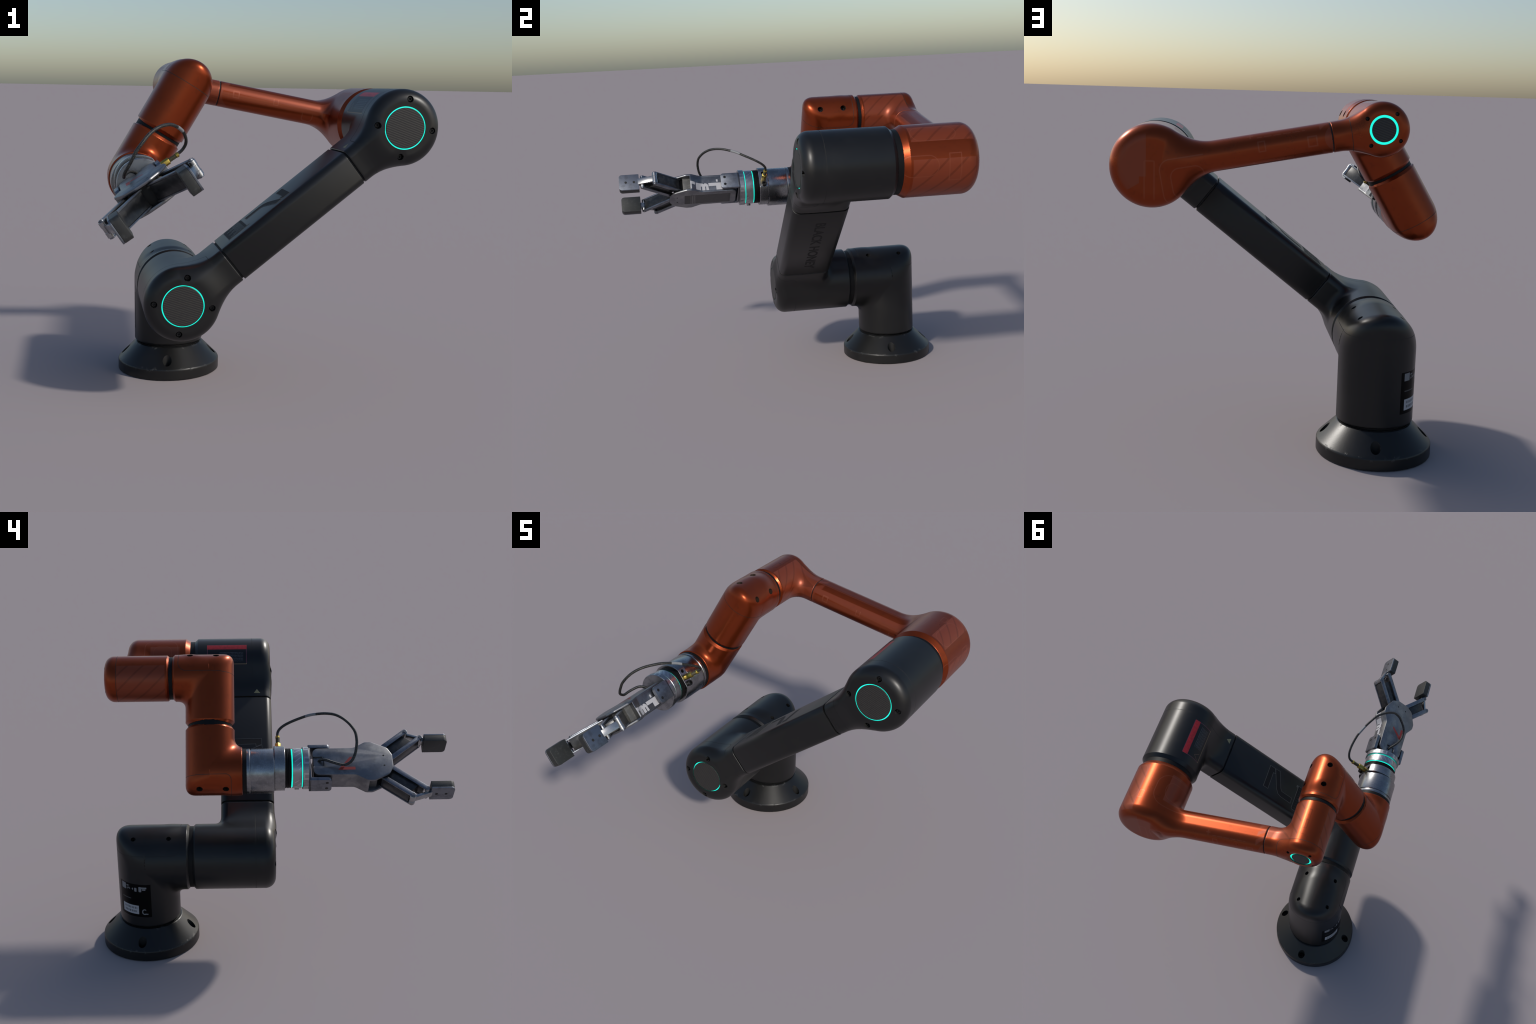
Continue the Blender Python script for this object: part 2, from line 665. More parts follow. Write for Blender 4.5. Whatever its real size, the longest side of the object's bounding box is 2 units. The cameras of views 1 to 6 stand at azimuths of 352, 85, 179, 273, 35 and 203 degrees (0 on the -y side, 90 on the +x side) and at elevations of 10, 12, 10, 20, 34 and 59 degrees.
M_BLACK = black_paint("black_lacquer").m
M_FLANGE = black_paint("worn_black_lacquer", True).m
M_GAP = Paint("shadow_gap", (0.010, 0.010, 0.010), 0.7).m  # groove faces coloured near-black, since their own occlusion barely darkens them
M_ORANGE = orange_paint("orange_lacquer").m
M_OGAP = Paint("orange_seam_shade", (0.045, 0.028, 0.020), 0.55, 0.3).m  # orange darkened to brown: seam shade baked into the groove faces
M_SEAL = Paint("rubber_seal", (0.0060, 0.0062, 0.0065), 0.50, 0.0, 0.18).m
M_SCREW = Paint("black_screw", (0.008, 0.008, 0.0085), 0.45, 0.3).m  # near-black base colour, so the heads barely show inside the dark holes


def angle_round(p, centre):
    """arc length around a joint axis, measured from +x, and the axis position"""
    x, y, z = p.coord()
    return (z - float(centre[2])).op('ARCTAN2', x - float(centre[0])), y


# printed graphics around the orange elbow drum
p = orange_paint("orange_elbow_print")
ang, yy = angle_round(p, ELBOW)
arc = ang * 0.191
x, y, z = p.coord()
outer = ((x - float(ELBOW[0])) * (x - float(ELBOW[0])) + (z - float(ELBOW[2])) * (z - float(ELBOW[2]))).sqrt()
drum = outer.above(0.150, 0.004) * y.below(0.165, 0.004)
patch = (span(arc, 0.122, 0.235) * span(y, -0.185, 0.150)).max(span(arc, -0.35, 0.026) * span(y, -0.185, 0.150))
wedge = span(arc, 0.40, 0.56) * span(y, -0.16, 0.03)
st = stripes(y, arc, 0.100, 0.016)
ring1 = box_sdf(y, arc, -0.040, 0.477, 0.106, 0.150, 0.080).abs().below(0.0022, 0.0012)
ring2 = box_sdf(y, arc, -0.050, 0.512, 0.058, 0.120, 0.050).abs().below(0.0022, 0.0012)
tag = box_sdf(y, arc, 0.038, -0.022, 0.031, 0.072, 0.0).abs().below(0.0030, 0.0012)
tag2 = box_sdf(y, arc, 0.036, 0.254, 0.026, 0.015, 0.0).abs().below(0.0022, 0.0012)
bow = box_sdf(y, arc, -0.150, -0.010, 0.10, 0.055, 0.055).abs().below(0.0022, 0.0012)
bow2 = box_sdf(y, arc, -0.06, 0.175, 0.12, 0.05, 0.05).abs().below(0.0022, 0.0012)
back = y.above(0.180, 0.004)
b1 = box_sdf(x, z, 1.13, 1.42, 0.16, 0.15, 0.02)
face_patch = back * (span(x, 1.12, 1.30) * z.above(1.36, 0.001)).max(span(x, 1.15, 1.30)) * (x * 0.6 + z).above(2.02, 0.002)
face_lines = back * box_sdf(x, z, 1.105, 1.335, 0.022, 0.095, 0.004).abs().below(0.003, 0.0012)
fs = (x - float(ELBOW[0])) * float(FORE_DIR[0]) + (z - float(ELBOW[2])) * float(FORE_DIR[2])
fp = (x - float(ELBOW[0])) * float(-FORE_DIR[2]) + (z - float(ELBOW[2])) * float(FORE_DIR[0])
hook = y.above(0.15, 0.004) * (box_sdf(fs, fp, 0.16, 0.085, 0.125, 0.105, 0.05).abs().below(0.0025, 0.0012)).max(
    box_sdf(fs, fp, 0.155, 0.095, 0.075, 0.07, 0.04).abs().below(0.0025, 0.0012)) * fs.above(0.02, 0.002) * fs.below(0.24, 0.002)
front = y.below(0.08, 0.004)
sq1 = front * box_sdf(fs, fp, 0.733, -0.012, 0.016, 0.017).abs().below(0.0034, 0.0012)
sq2 = front * box_sdf(fs, fp, 0.502, -0.016, 0.013, 0.017).abs().below(0.0030, 0.0012) * fp.above(-0.030, 0.001)
sq3 = front * box_sdf(fs, fp, 0.31, 0.02, 0.030, 0.035, 0.02).abs().below(0.0030, 0.0012)
rear = y.above(0.12, 0.004)
sq4 = rear * box_sdf(fs, fp, 0.735, 0.0, 0.020, 0.022).abs().below(0.0034, 0.0012)
sq5 = rear * box_sdf(fs, fp, 0.505, -0.012, 0.015, 0.022).abs().below(0.0030, 0.0012)
top = fp.above(0.035, 0.002).max(fp.below(-0.035, 0.002)) * y.above(0.10, 0.001)
plus = (box_sdf(fs, y, 0.46, 0.150, 0.014, 0.0035).min(box_sdf(fs, y, 0.46, 0.150, 0.0035, 0.014))).below(0.0, 0.001) * fs.above(0.3, 0.01)
dash = box_sdf(fs, y, 0.60, 0.163, 0.11, 0.0018).below(0.0, 0.001) * (fs * 23.0).frac().below(0.8, 0.02)
tip = front * span(fs, 0.775, 0.83) * 0.8
tip2 = fs.above(0.775, 0.001) * ((fs * 1.0 + y * 1.4) / 0.075).frac().below(0.55, 0.02)
arm_zone = fs.above(0.26, 0.004)
ridge = front * (fp + 0.002).abs().below(0.0009, 0.0006) * span(fs, 0.30, 0.80)
finish_decal(p, (patch.max(wedge) * drum).max(face_patch).max(tip2 * 0.8), (st * patch * drum).max(ridge * 0.6),
             ((ring1.max(ring2).max(tag).max(tag2).max(bow).max(bow2)) * drum * 0.55).max(face_lines * 0.5).max(hook * 0.6)
             .max(sq1).max(sq2).max(sq3 * 0.6 * arm_zone).max(sq4 * 0.6).max(sq5 * 0.6).max((plus.max(dash)) * 0.5))
M_ORANGE_ELBOW = p.m

# printed graphics around the wrist drum
p = orange_paint("orange_wrist_print")
ang, yy = angle_round(p, WRIST_A)
arc = (ang / (2 * math.pi)).frac() * (2 * math.pi * 0.127)      # 0 at the forearm, runs all round
x, y, z = p.coord()
lo_patch = span(arc, -0.1, 0.145) * span(y, -0.150, 0.112)
hi_patch = span(arc, 0.29, 0.90) * span(y, -0.150, 0.112)
st = stripes(y, arc, 0.085, 0.014, 1.0, 0.3)
c1 = box_sdf(y, arc, -0.060, 0.178, 0.036, 0.0135, 0.006).abs().below(0.0030, 0.001) * y.below(-0.03, 0.001)
c2 = box_sdf(y, arc, 0.005, 0.178, 0.030, 0.0135, 0.002).abs().below(0.0030, 0.001)
c3 = box_sdf(y, arc, 0.055, 0.178, 0.020, 0.0135, 0.002).abs().below(0.0030, 0.001) * arc.below(0.186, 0.001)
c4 = box_sdf(y, arc, 0.005, 0.178, 0.030, 0.0020).below(0.0, 0.001)
logo = c1.max(c2).max(c3).max(c4)
finish_decal(p, lo_patch.max(hi_patch), (st * lo_patch.max(hi_patch)).max(logo), logo * 0.0)
M_ORANGE_WRIST = p.m

# glowing joint ring and the speaker-cloth disc inside it
led = Paint("cyan_light", (0.02, 0.6, 0.5), 0.4)
led.b.inputs['Emission Color'].default_value = (0.006, 0.90, 0.70, 1)
led.b.inputs['Emission Strength'].default_value = 1.0
M_LED = led.m
p = Paint("grille_cloth", (0.020, 0.0185, 0.020), 0.5, 0.2)
x, y, z = p.coord()
weave = ((x * 0.35 + y) * 560.0).sin() * 0.5 + 0.5
weave2 = ((x - y * 0.35) * 900.0).sin() * 0.5 + 0.5
p.blend(weave * p.noise(40, 3).above(0.30, 0.2), (0.042, 0.040, 0.035))
p.bump(weave + weave2 * 0.3, 0.0006, 0.5)
M_GRILLE = p.m


def steel_paint(name, base=STEEL, rough=0.30, axis_stretch=(8, 8, 220), dirt=0.5):
    p = Paint(name, base, rough, 1.0)
    brushed = p.noise(1.0, 3, 0.6, axis_stretch)
    blot = p.noise(22, 5, 0.65)
    p.blend(blot.above(0.55, 0.10) * dirt, tuple(c * 0.42 for c in base))
    p.drive('Roughness', rough - 0.08 + brushed * 0.10 + blot * 0.14)
    p.bump(brushed, 0.0004, 0.2)
    return p


M_STEEL = steel_paint("turned_steel", (0.30, 0.305, 0.315), 0.24, (6, 6, 260), 0.40).m
M_DARKSTEEL = steel_paint("dark_steel", (0.20, 0.205, 0.215), 0.36, (30, 30, 30), 0.6).m
M_BAR = steel_paint("finger_steel", (0.20, 0.215, 0.245), 0.36, (60, 60, 60), 0.5).m
M_CHROME = steel_paint("polished_pin_steel", (0.38, 0.385, 0.39), 0.24, (20, 20, 20), 0.45).m
p = Paint("pad_rubber", (0.020, 0.0215, 0.021), 0.50)
nz = p.noise(60, 5, 0.65)
p.blend(nz.above(0.60, 0.08) * 0.55, (0.050, 0.053, 0.051))
p.bump(p.noise(180, 3), 0.0008, 0.35)
M_RUBBER = p.m
p = Paint("grey_plastic", (0.075, 0.075, 0.072), 0.5)
p.blend(p.noise(50, 4).above(0.58, 0.08) * 0.5, (0.13, 0.13, 0.125))
M_GREY = p.m
p = Paint("finger_web", (0.022, 0.023, 0.025), 0.32, 0.3)
p.blend(p.noise(40, 4).above(0.55, 0.1) * 0.6, (0.05, 0.05, 0.05))
M_WEB = p.m
M_BRASS = steel_paint("brass", (0.50, 0.37, 0.085), 0.34, (40, 40, 40), 0.5).m
M_OLIVE = Paint("strain_relief", (0.085, 0.075, 0.040), 0.5, 0.4).m
M_HOLE = Paint("hole_dark", (0.008, 0.008, 0.008), 0.7).m  # black paint supplies the darkness inside pockets, port and flat hole discs
M_WHITE = Paint("white_print", (0.42, 0.42, 0.44), 0.5).m
M_RED = Paint("red_print", (0.33, 0.035, 0.030), 0.5).m
M_INK = Paint("matt_black_print", (0.010, 0.010, 0.0105), 0.65, 0.0, 0.3).m
M_EDGE = Paint("grey_print_edge", (0.075, 0.077, 0.073), 0.5).m
M_YELLOW = Paint("yellow_print", (0.26, 0.24, 0.12), 0.5).m

# printed steel of the gripper collar band: pale glyph blocks
p = steel_paint("printed_band_steel", (0.40, 0.41, 0.43), 0.28, (6, 6, 260))
x, y, z = p.coord()
a2 = y.op('ARCTAN2', x) * 0.11
bars = ((a2 * 1.1 + z * 0.9) / 0.034).frac().below(0.20, 0.02) * span(z, 0.845, 0.880)
cells = p.node("ShaderNodeTexBrick")
p.blend((bars * p.noise(9, 1).above(0.48, 0.02)) * 0.85, (0.62, 0.63, 0.66))
M_BAND = p.m
p = steel_paint("printed_flange_steel", (0.34, 0.35, 0.37), 0.32, (6, 6, 260))
x, y, z = p.coord()
a2 = y.op('ARCTAN2', x) * 0.115
blk = (a2 / 0.09).frac()
p.blend((span(blk, 0.1, 0.55, 0.01) * span(z, 0.893, 0.921) - span(blk, 0.22, 0.43, 0.01) * span(z, 0.900, 0.921)).max(0.0), (0.50, 0.51, 0.53))
M_FLANGE_STEEL = p.m

# palm steel: cloudy grey alloy
p = steel_paint("palm_alloy", (0.20, 0.205, 0.22), 0.38, (50, 50, 50), 0.25)
p.blend(p.noise(13, 5, 0.65).above(0.55, 0.09) * 0.55, (0.31, 0.315, 0.31))
M_PALM = p.m

# rating plate of the base column
p = Paint("rating_plate", (0.0018, 0.0018, 0.0020), 0.35, 0.0, 0.08)
x, y, z = p.coord()
u = y.op('ARCTAN2', x * -1.0) * 0.186            # 0 on the -x side, + toward +y
white = box_sdf(u, z, 0.106, 0.279, 0.058, 0.0275)
p.blend(white.below(0.0, 0.001), (0.40, 0.40, 0.42))
row1 = span(z, 0.284, 0.297) * span(u, 0.058, 0.152) * ((u + 0.001) * 95.0).frac().above(0.45, 0.06)
row2 = span(z, 0.262, 0.275) * span(u, 0.058, 0.152) * ((u + 0.004) * 80.0).frac().above(0.40, 0.06)
p.blend(row1.max(row2) * 0.9, (0.07, 0.07, 0.075))
pale = box_sdf(u, z, 0.150, 0.418, 0.019, 0.019).below(0.0, 0.001)
pale = pale.max(box_sdf(u, z, 0.036, 0.412, 0.008, 0.016, 0.004).below(0.0, 0.001))
pale = pale.max(box_sdf(u, z, 0.020, 0.422, 0.022, 0.005, 0.002).below(0.0, 0.001))
pale = pale.max(box_sdf(u, z, 0.014, 0.411, 0.010, 0.004, 0.002).below(0.0, 0.001))
pale = pale.max(box_sdf(u, z, 0.063, 0.408, 0.007, 0.012, 0.003).below(0.0, 0.001))
pale = pale.max(span(z, 0.405, 0.430) * span(u, 0.078, 0.125) * p.noise(70, 1).above(0.52, 0.03))
pale = pale.max((box_sdf(u, z, 0.014, 0.268, 0.012, 0.015, 0.012).abs().below(0.003, 0.001)) * u.above(0.006, 0.001))
pale = pale.max(box_sdf(u, z, 0.004, 0.255, 0.010, 0.003, 0.001).below(0.0, 0.001))
p.blend(pale * 0.8, (0.26, 0.26, 0.27))
p.blend(span(z, 0.345, 0.351) * span(u, 0.095, 0.165) * 0.8, (0.09, 0.09, 0.09))
M_PLATE = p.m

# warning sticker on the elbow drum
p = Paint("warning_sticker", (0.0045, 0.0055, 0.0075), 0.40, 0.0, 0.35)
ang, yy = angle_round(p, ELBOW)
x, y, z = p.coord()
v = (ang - 2.418) * -0.191                         # up the drum = positive
edge = box_sdf(y, v, -0.469, 0.0, 0.1275, 0.0720).abs().below(0.0030, 0.001)
p.blend(edge * v.above(-0.066, 0.002), (0.10, 0.035, 0.055))
p.blend(edge * v.below(-0.066, 0.002), (0.22, 0.155, 0.085))
p.blend(span(v, 0.033, 0.0700) * (0.75 + 0.25 * p.noise(60, 4, 0.7).above(0.5, 0.10)), (0.42, 0.020, 0.028))
rows = (v * 95.0).frac().above(0.45, 0.1) * p.noise(300, 1).above(0.45, 0.03)
p.blend(rows * span(v, -0.054, 0.010) * span(y, -0.575, -0.42) * 0.6, (0.10, 0.105, 0.12))
tri = ((y + 0.372).abs() * 1.6 + (v + 0.030).max(-0.022) - 0.014)
p.blend((tri.abs().below(0.003, 0.002)) * span(v, -0.055, -0.014) * span(y, -0.40, -0.345) * 0.8, (0.14, 0.09, 0.07))
M_STICKER = p.m

# dense spec sheet under the palm
p = Paint("spec_sheet", (0.030, 0.030, 0.031), 0.45)
x, y, z = p.coord()
cell = p.noise(420, 2, 0.6).above(0.56, 0.03)
p.blend(cell * span(z, 1.0, 1.21) * 0.7, (0.12, 0.12, 0.12))
p.blend(((z - 1.245).abs().below(0.001, 0.0005)).max((z - 1.212).abs().below(0.001, 0.0005)), (0.15, 0.15, 0.15))
p.blend(span(z, 1.218, 1.241) * (x * 60.0).frac().above(0.35, 0.05) * (z * 85.0).frac().above(0.35, 0.05) * 0.8, (0.25, 0.25, 0.25))
M_SHEET = p.m

# braided hose
p = Paint("braided_hose", (0.010, 0.0105, 0.010), 0.45)
fleck = p.noise(300, 2, 0.6).above(0.60, 0.04)
p.blend(fleck * 0.75, (0.13, 0.125, 0.105))
M_HOSE = p.m

# ------------------------------------------------------- shared small parts


def socket_screw(name, r, h):
    hexr = r * 0.52
    me = turned(name, [(r, 0), (r, h - r * 0.15), (r * 0.86, h), (hexr, h), (hexr * 0.95, h - r * 0.7), (0.0, h - r * 0.7)], 24, 30)
    return me


SCREW_BIG = socket_screw("socket_screw", 0.0118, 0.011)
SCREW_SMALL = socket_screw("socket_screw", 0.0070, 0.008)
SCREW_BASE = socket_screw("mounting_bolt", 0.0185, 0.018)
SCREW_MID = socket_screw("socket_screw", 0.0125, 0.010)


def screw_at(me, at, axis, parent, sink, name="socket_screw"):
    return place(name, me, M_SCREW, parent, frame(np.asarray(at) - sink * unit(axis), axis))


# ------------------------------------------------------- base flange
def flange_field(P):
    f = rounded_cylinder(P, np.zeros(3), ZAX, 0.2855, 0.0, 0.30, 0.003, 0.003)
    r = np.hypot(P[:, 0], P[:, 1]) + 1e-9
    n = unit((0.103, 0.103))
    d = (r - 0.2855) * n[0] + (P[:, 2] - 0.058) * n[1]
    g = np.c_[P[:, 0] / r * n[0], P[:, 1] / r * n[0], np.full(len(P), n[1])]
    f = meet(f, (d, g), 0.008)
    return meet(f, halfspace(P, np.array([0, 0, 0.158]), ZAX), 0.006)


sk = mesh_solid(flange_field, (-0.30, -0.30, -0.012), (0.30, 0.30, 0.175))
bolts = []
for k in range(4):
    a = math.radians(-97.2 + 90 * k)
    at = np.array([0.243 * math.cos(a), 0.243 * math.sin(a), 0.10])
    sk.hole(at, ZAX, 0.0245, 0.062, reach=0.09)
    bolts.append(at)
flange = skin_object("base_flange", sk, [M_FLANGE, M_HOLE])
for at in bolts:
    screw_at(SCREW_BASE, at, ZAX, flange, 0.0615, "mounting_bolt")
place("neck_seal", turned("neck_seal", [(0.02, 0.14), (0.1785, 0.14), (0.1785, 0.160), (0.172, 0.162), (0.172, 0.185), (0.02, 0.185)]), M_SEAL)

# ------------------------------------------------------- shoulder housing
def corner_elbow(P, post, head, top, k_round, k_web, out, reach):
    """post capped by the drum's curve, drum leaving it sideways;
    `out` runs along the drum, the fillet sits where it leaves the post"""
    v = meet(post, top, k_round)
    t = np.clip(out / (0.8 * reach), 0, 1)
    return join(v, head, k_web * t * t * (3 - 2 * t))


def top_curve(P, at, drop, R, sign):
    """cap that follows a drum across `at`; flat-sided below it along drop"""
    rel = P - at
    s = rel @ drop
    u = across(drop)
    a = rel @ u
    e = np.maximum(s * sign, 0)
    L = np.hypot(a, e) + 1e-9
    g = (a / L)[:, None] * u + (sign * e / L)[:, None] * drop
    return L - R, g


def shoulder_field(P):
    post = oval_column(P, np.zeros(3), ZAX, XAX, 0.1925, YAX, 0.1787)
    top = top_curve(P, SHOULDER, ZAX, 0.1917, 1)
    head = rounded_cylinder(P, SHOULDER, YAX, 0.1917, -0.2495, 0.0, 0.001, 0.001, ch_lo=(0.0125, 0.0135))
    f = corner_elbow(P, post, head, top, 0.070, 0.055, -P[:, 1], 0.179)
    foot = halfspace(P, np.array([0, 0, 0.165]), -ZAX)
    return meet(f, foot, 0.016)


sk = mesh_solid(shoulder_field, (-0.21, -0.27, 0.15), (0.21, 0.20, 0.74))


def panel(f1, f2, r):
    """seam field of a panel bounded by f1 < 0 and f2 < 0 with a rounded corner"""
    def fn(P):
        a, b = f1(P) + r, f2(P) + r
        return np.where((a > 0) & (b > 0), np.hypot(np.maximum(a, 0), np.maximum(b, 0)), np.maximum(a, b)) - r
    return fn


def ring_edges(sk, field, at, axis, stations):
    """crease a drum at (radius or None, position or None) edge rings"""
    for r, t in stations:
        if t is not None:
            sk.crease(lambda P: (P - at) @ axis - t, field)
        else:
            sk.crease(lambda P: np.linalg.norm(P - at - ((P - at) @ axis)[:, None] * axis, axis=1) - r, field)


ring_edges(sk, shoulder_field, SHOULDER, YAX, [(None, -0.2360)])
cover_fn = panel(lambda P: 0.6125 - P[:, 2], lambda P: -0.199 - P[:, 1], 0.045)
sk.seam(cover_fn)
screws = []
for y in (-0.1345, 0.0685):
    for sx in (-1, 1):
        a = math.radians(90 + sx * 32.6)
        d = np.array([math.cos(a), 0, math.sin(a)])
        at = SHOULDER + 0.1915 * d + y * YAX
        sk.hole(at, d, 0.0142, 0.024)
        screws.append((at, d))


def plate_fn(P):
    u = np.arctan2(P[:, 1], -P[:, 0]) * 0.186
    box = np.maximum(np.maximum(-0.026 - u, u - 0.190), np.maximum(0.2345 - P[:, 2], P[:, 2] - 0.4435))
    return np.maximum(box, P[:, 0])


sk.cut(plate_fn)
c = sk.mid()
is_plate = (plate_fn(c) < 0) & (c[:, 0] < 0.05)
is_cover = cover_fn(c) < 0
housing = skin_object("shoulder_housing", sk.part(~is_plate & ~is_cover), [M_BLACK, M_GAP])
cover = skin_object("shoulder_cover", sk.part(is_cover & ~is_plate), [M_BLACK, M_GAP], housing)
skin_object("rating_plate", sk.part(is_plate), [M_PLATE, M_GAP], housing)
for at, d in screws:
    screw_at(SCREW_MID, at, d, housing, 0.0235)


def drum_seal(name, at, axis, r, lo, hi):
    place(name, turned(name, [(0.02, lo - 0.02), (r, lo - 0.02), (r, hi + 0.02), (0.02, hi + 0.02)], 128), M_SEAL, ROOT, frame(at, axis))


drum_seal("joint_seal", SHOULDER, YAX, 0.1790, -0.27, -0.249)

# ------------------------------------------------------- upper arm
FACE_Y = -0.7505
ARM_HALF, ARM_CROWN = 0.0985, 0.12          # half width of the arm and the bulge of its faces
RING_R = 0.1065


def joint_field(at, arm_dir, rear, chamfer):
    def field(P):
        drum = rounded_cylinder(P, at, YAX, 0.1912, FACE_Y, rear, 0.062, 0.001, ch_hi=chamfer)
        neck = bar(P, at + ARM_Y * YAX, arm_dir, across(arm_dir), ARM_HALF, YAX, 0.1605, 0.045, ARM_CROWN)
        neck = meet(neck, halfspace(P, at, -arm_dir), 0.001)
        neck = meet(neck, halfspace(P, at + 0.3125 * arm_dir, arm_dir), 0.007)
        return join(drum, neck, web_radius(P, -0.56, -0.425, 0.125, 0.048) * off_axis(P, at, arm_dir))
    return field


def light_face(sk, at, out, r_ring, r_disc, floor):
    sk.hole(at, out, r_ring, floor, slot=2, reach=0.03)


def light_disc(at, out, r_ring, r_disc, parent, sink=0.0060):
    """glowing ring sunk in a groove around a slightly crowned cloth disc"""
    w = r_ring - r_disc
    place("light_ring", turned("light_ring", [(r_disc - 0.001, -0.0125), (r_ring - 0.0003, -0.0125), (r_ring - 0.0003, -sink), (r_disc - 0.001, -sink), (r_disc - 0.001, -0.0125)], 128), M_LED, parent, frame(at, out))
    place("grille_disc", turned("grille_disc", [(r_disc, -0.0125), (r_disc, -0.0005), (r_disc - 0.002, 0.0008), (r_disc * 0.5, 0.0012), (0, 0.0012)], 128), M_GRILLE, parent, frame(at, out))


def arm_joint(at, arm_dir, rear, chamfer, lo, hi, sticker):
    fld = joint_field(at, arm_dir, rear, chamfer)
    sk = mesh_solid(fld, lo, hi)
    ring_edges(sk, fld, at, YAX, [(None, rear - chamfer[1])])
    seam_fn = panel(lambda P: P[:, 1] + 0.6335, lambda P: (P - at) @ arm_dir - 0.2395, 0.03)
    sk.seam(seam_fn)
    out = -YAX
    screws = []
    for su in (-1, 1):
        for sv in (-1, 1):
            c = at + su * 0.1045 * arm_dir + sv * 0.0985 * across(arm_dir) + (FACE_Y + 0.0012) * YAX
            sk.hole(c, out, 0.0166, 0.022, reach=0.04)
            screws.append(c)
    face = at + FACE_Y * YAX
    light_face(sk, face, out, RING_R, 0.1, 0.0125)
    stick, mark, skin_list = np.zeros(len(sk.F), bool), np.zeros(len(sk.F), bool), []
    if sticker:
        def st(P):
            v = (np.arctan2(P[:, 2] - at[2], P[:, 0] - at[0]) - 2.418) * -0.191
            return np.maximum(np.abs(P[:, 1] + 0.469) - 0.1295, np.abs(v) - 0.0735)
        sk.cut(st)
        stick = st(sk.mid()) < 0

        def arrow(P):                               # small triangle pointing back along the arm
            a, b = (P - SHOULDER) @ ARM_DIR, P[:, 1] + 0.661
            side = (P - SHOULDER) @ across(ARM_DIR) + 0.05
            return np.maximum(np.maximum(1.116 - a, (a - 1.147 + 1.5 * np.abs(b)) / 1.8), side)
        sk.cut(arrow)
        stick = st(sk.mid()) < 0
        mark = arrow(sk.mid()) < 0
        skin_list.append(sk.part(mark))
    cov = (seam_fn(sk.mid()) < 0) & ~stick & ~mark
    body = skin_object("arm_joint_housing", sk.part(~cov & ~stick & ~mark), [M_BLACK, M_GAP, M_HOLE])
    skin_object("arm_joint_cover", sk.part(cov), [M_BLACK, M_GAP, M_HOLE], body)
    if sticker:
        skin_object("warning_sticker", sk.part(stick), [M_STICKER, M_GAP, M_HOLE], body)
        skin_object("arrow_mark", skin_list[0], [M_YELLOW, M_GAP, M_HOLE], body)
    for c in screws:
        screw_at(SCREW_BIG, c, out, body, 0.0215)
    light_disc(face, out, RING_R, 0.1004, body, 0.0050 if sticker else 0.0095)
    return body


arm_joint(SHOULDER, ARM_DIR, -0.2705, (0.0125, 0.0135), (-0.21, -0.775, 0.315), (0.345, -0.255, 0.845), False)
elbow_body = arm_joint(ELBOW, -ARM_DIR, -0.2575, (0.0185, 0.022), (0.755, -0.775, 1.095), (1.31, -0.24, 1.62), True)

# straight tube between the two joints
ARM_MID = SHOULDER + ARM_Y * YAX
tube_frame = Matrix.Identity(4)
au, av, aw = across(ARM_DIR), YAX, ARM_DIR           # perp, y, along
tube_frame = Matrix(((au[0], av[0], aw[0], ARM_MID[0]), (au[1], av[1], aw[1], ARM_MID[1]), (au[2], av[2], aw[2], ARM_MID[2]), (0, 0, 0, 1)))
if tube_frame.to_3x3().determinant() < 0:
    raise SystemExit("left-handed frame")


def crowned_rect(hu, hv, r, inset=0.0):
    """arm section: flat sides, gently bulging upper and lower faces"""
    pts, rad = [], []
    for sgn in (1, -1):
        for k in range(13):
            y = sgn * (-1 + 2 * k / 12) * (hv - inset)
            pts.append((sgn * (hu - inset - ARM_CROWN * y * y), y))
            rad.append(r if k in (0, 12) else 0)
    # corner radii need long neighbours: thin the samples next to the corners
    keep = [i for i in range(26) if i % 13 not in (1, 2, 10, 11)]
    return round_outline([pts[i] for i in keep], [rad[i] for i in keep], 10)


def rounded_rect(hu, hv, r, seg=12):
    return round_outline([(-hu, -hv), (hu, -hv), (hu, hv), (-hu, hv)], r, seg)


tube = place("upper_arm_tube", slab("upper_arm_tube", crowned_rect(ARM_HALF, 0.1605, 0.045), 0.3210, ARM_LEN - 0.3210, 0.0028), M_BLACK, ROOT, tube_frame)
place("tube_core", slab("tube_core", crowned_rect(ARM_HALF, 0.1605, 0.038, 0.010), 0.29, ARM_LEN - 0.29), M_GAP, tube)


def crown_drop(me):
    """let flat print follow the crowned face of the arm"""
    for v in me.vertices:
        v.co.z -= ARM_CROWN * (v.co.y - ARM_Y) ** 2
    return me


def refined(me, size=0.012):
    bm = bmesh.new()
    bm.from_mesh(me)
    bmesh.ops.triangulate(bm, faces=bm.faces)
    for _ in range(5):
        long = [e for e in bm.edges if e.calc_length() > size]
        if not long:
            break
        bmesh.ops.subdivide_edges(bm, edges=long, cuts=1)
        bmesh.ops.triangulate(bm, faces=[f for f in bm.faces if len(f.verts) > 3])
    bm.to_mesh(me)
    bm.free()
    return me


def printed(name, outline, z0, mat, parent, matrix, thick=0.0006):
    return place(name, crown_drop(refined(slab(name, outline, z0 - 0.003, z0 + thick))), mat, parent, matrix)


def stroke(points, width):
    """closed ribbon outline list: one quad per segment"""
    quads = []
    for i in range(len(points)):
        a, b = Vector(points[i]), Vector(points[(i + 1) % len(points)])
        t = (b - a).normalized()
        n = Vector((-t.y, t.x)) * width / 2
        a2, b2 = a - t * width / 2, b + t * width / 2
        quads.append([tuple(a2 - n), tuple(b2 - n), tuple(b2 + n), tuple(a2 + n)])
    return quads


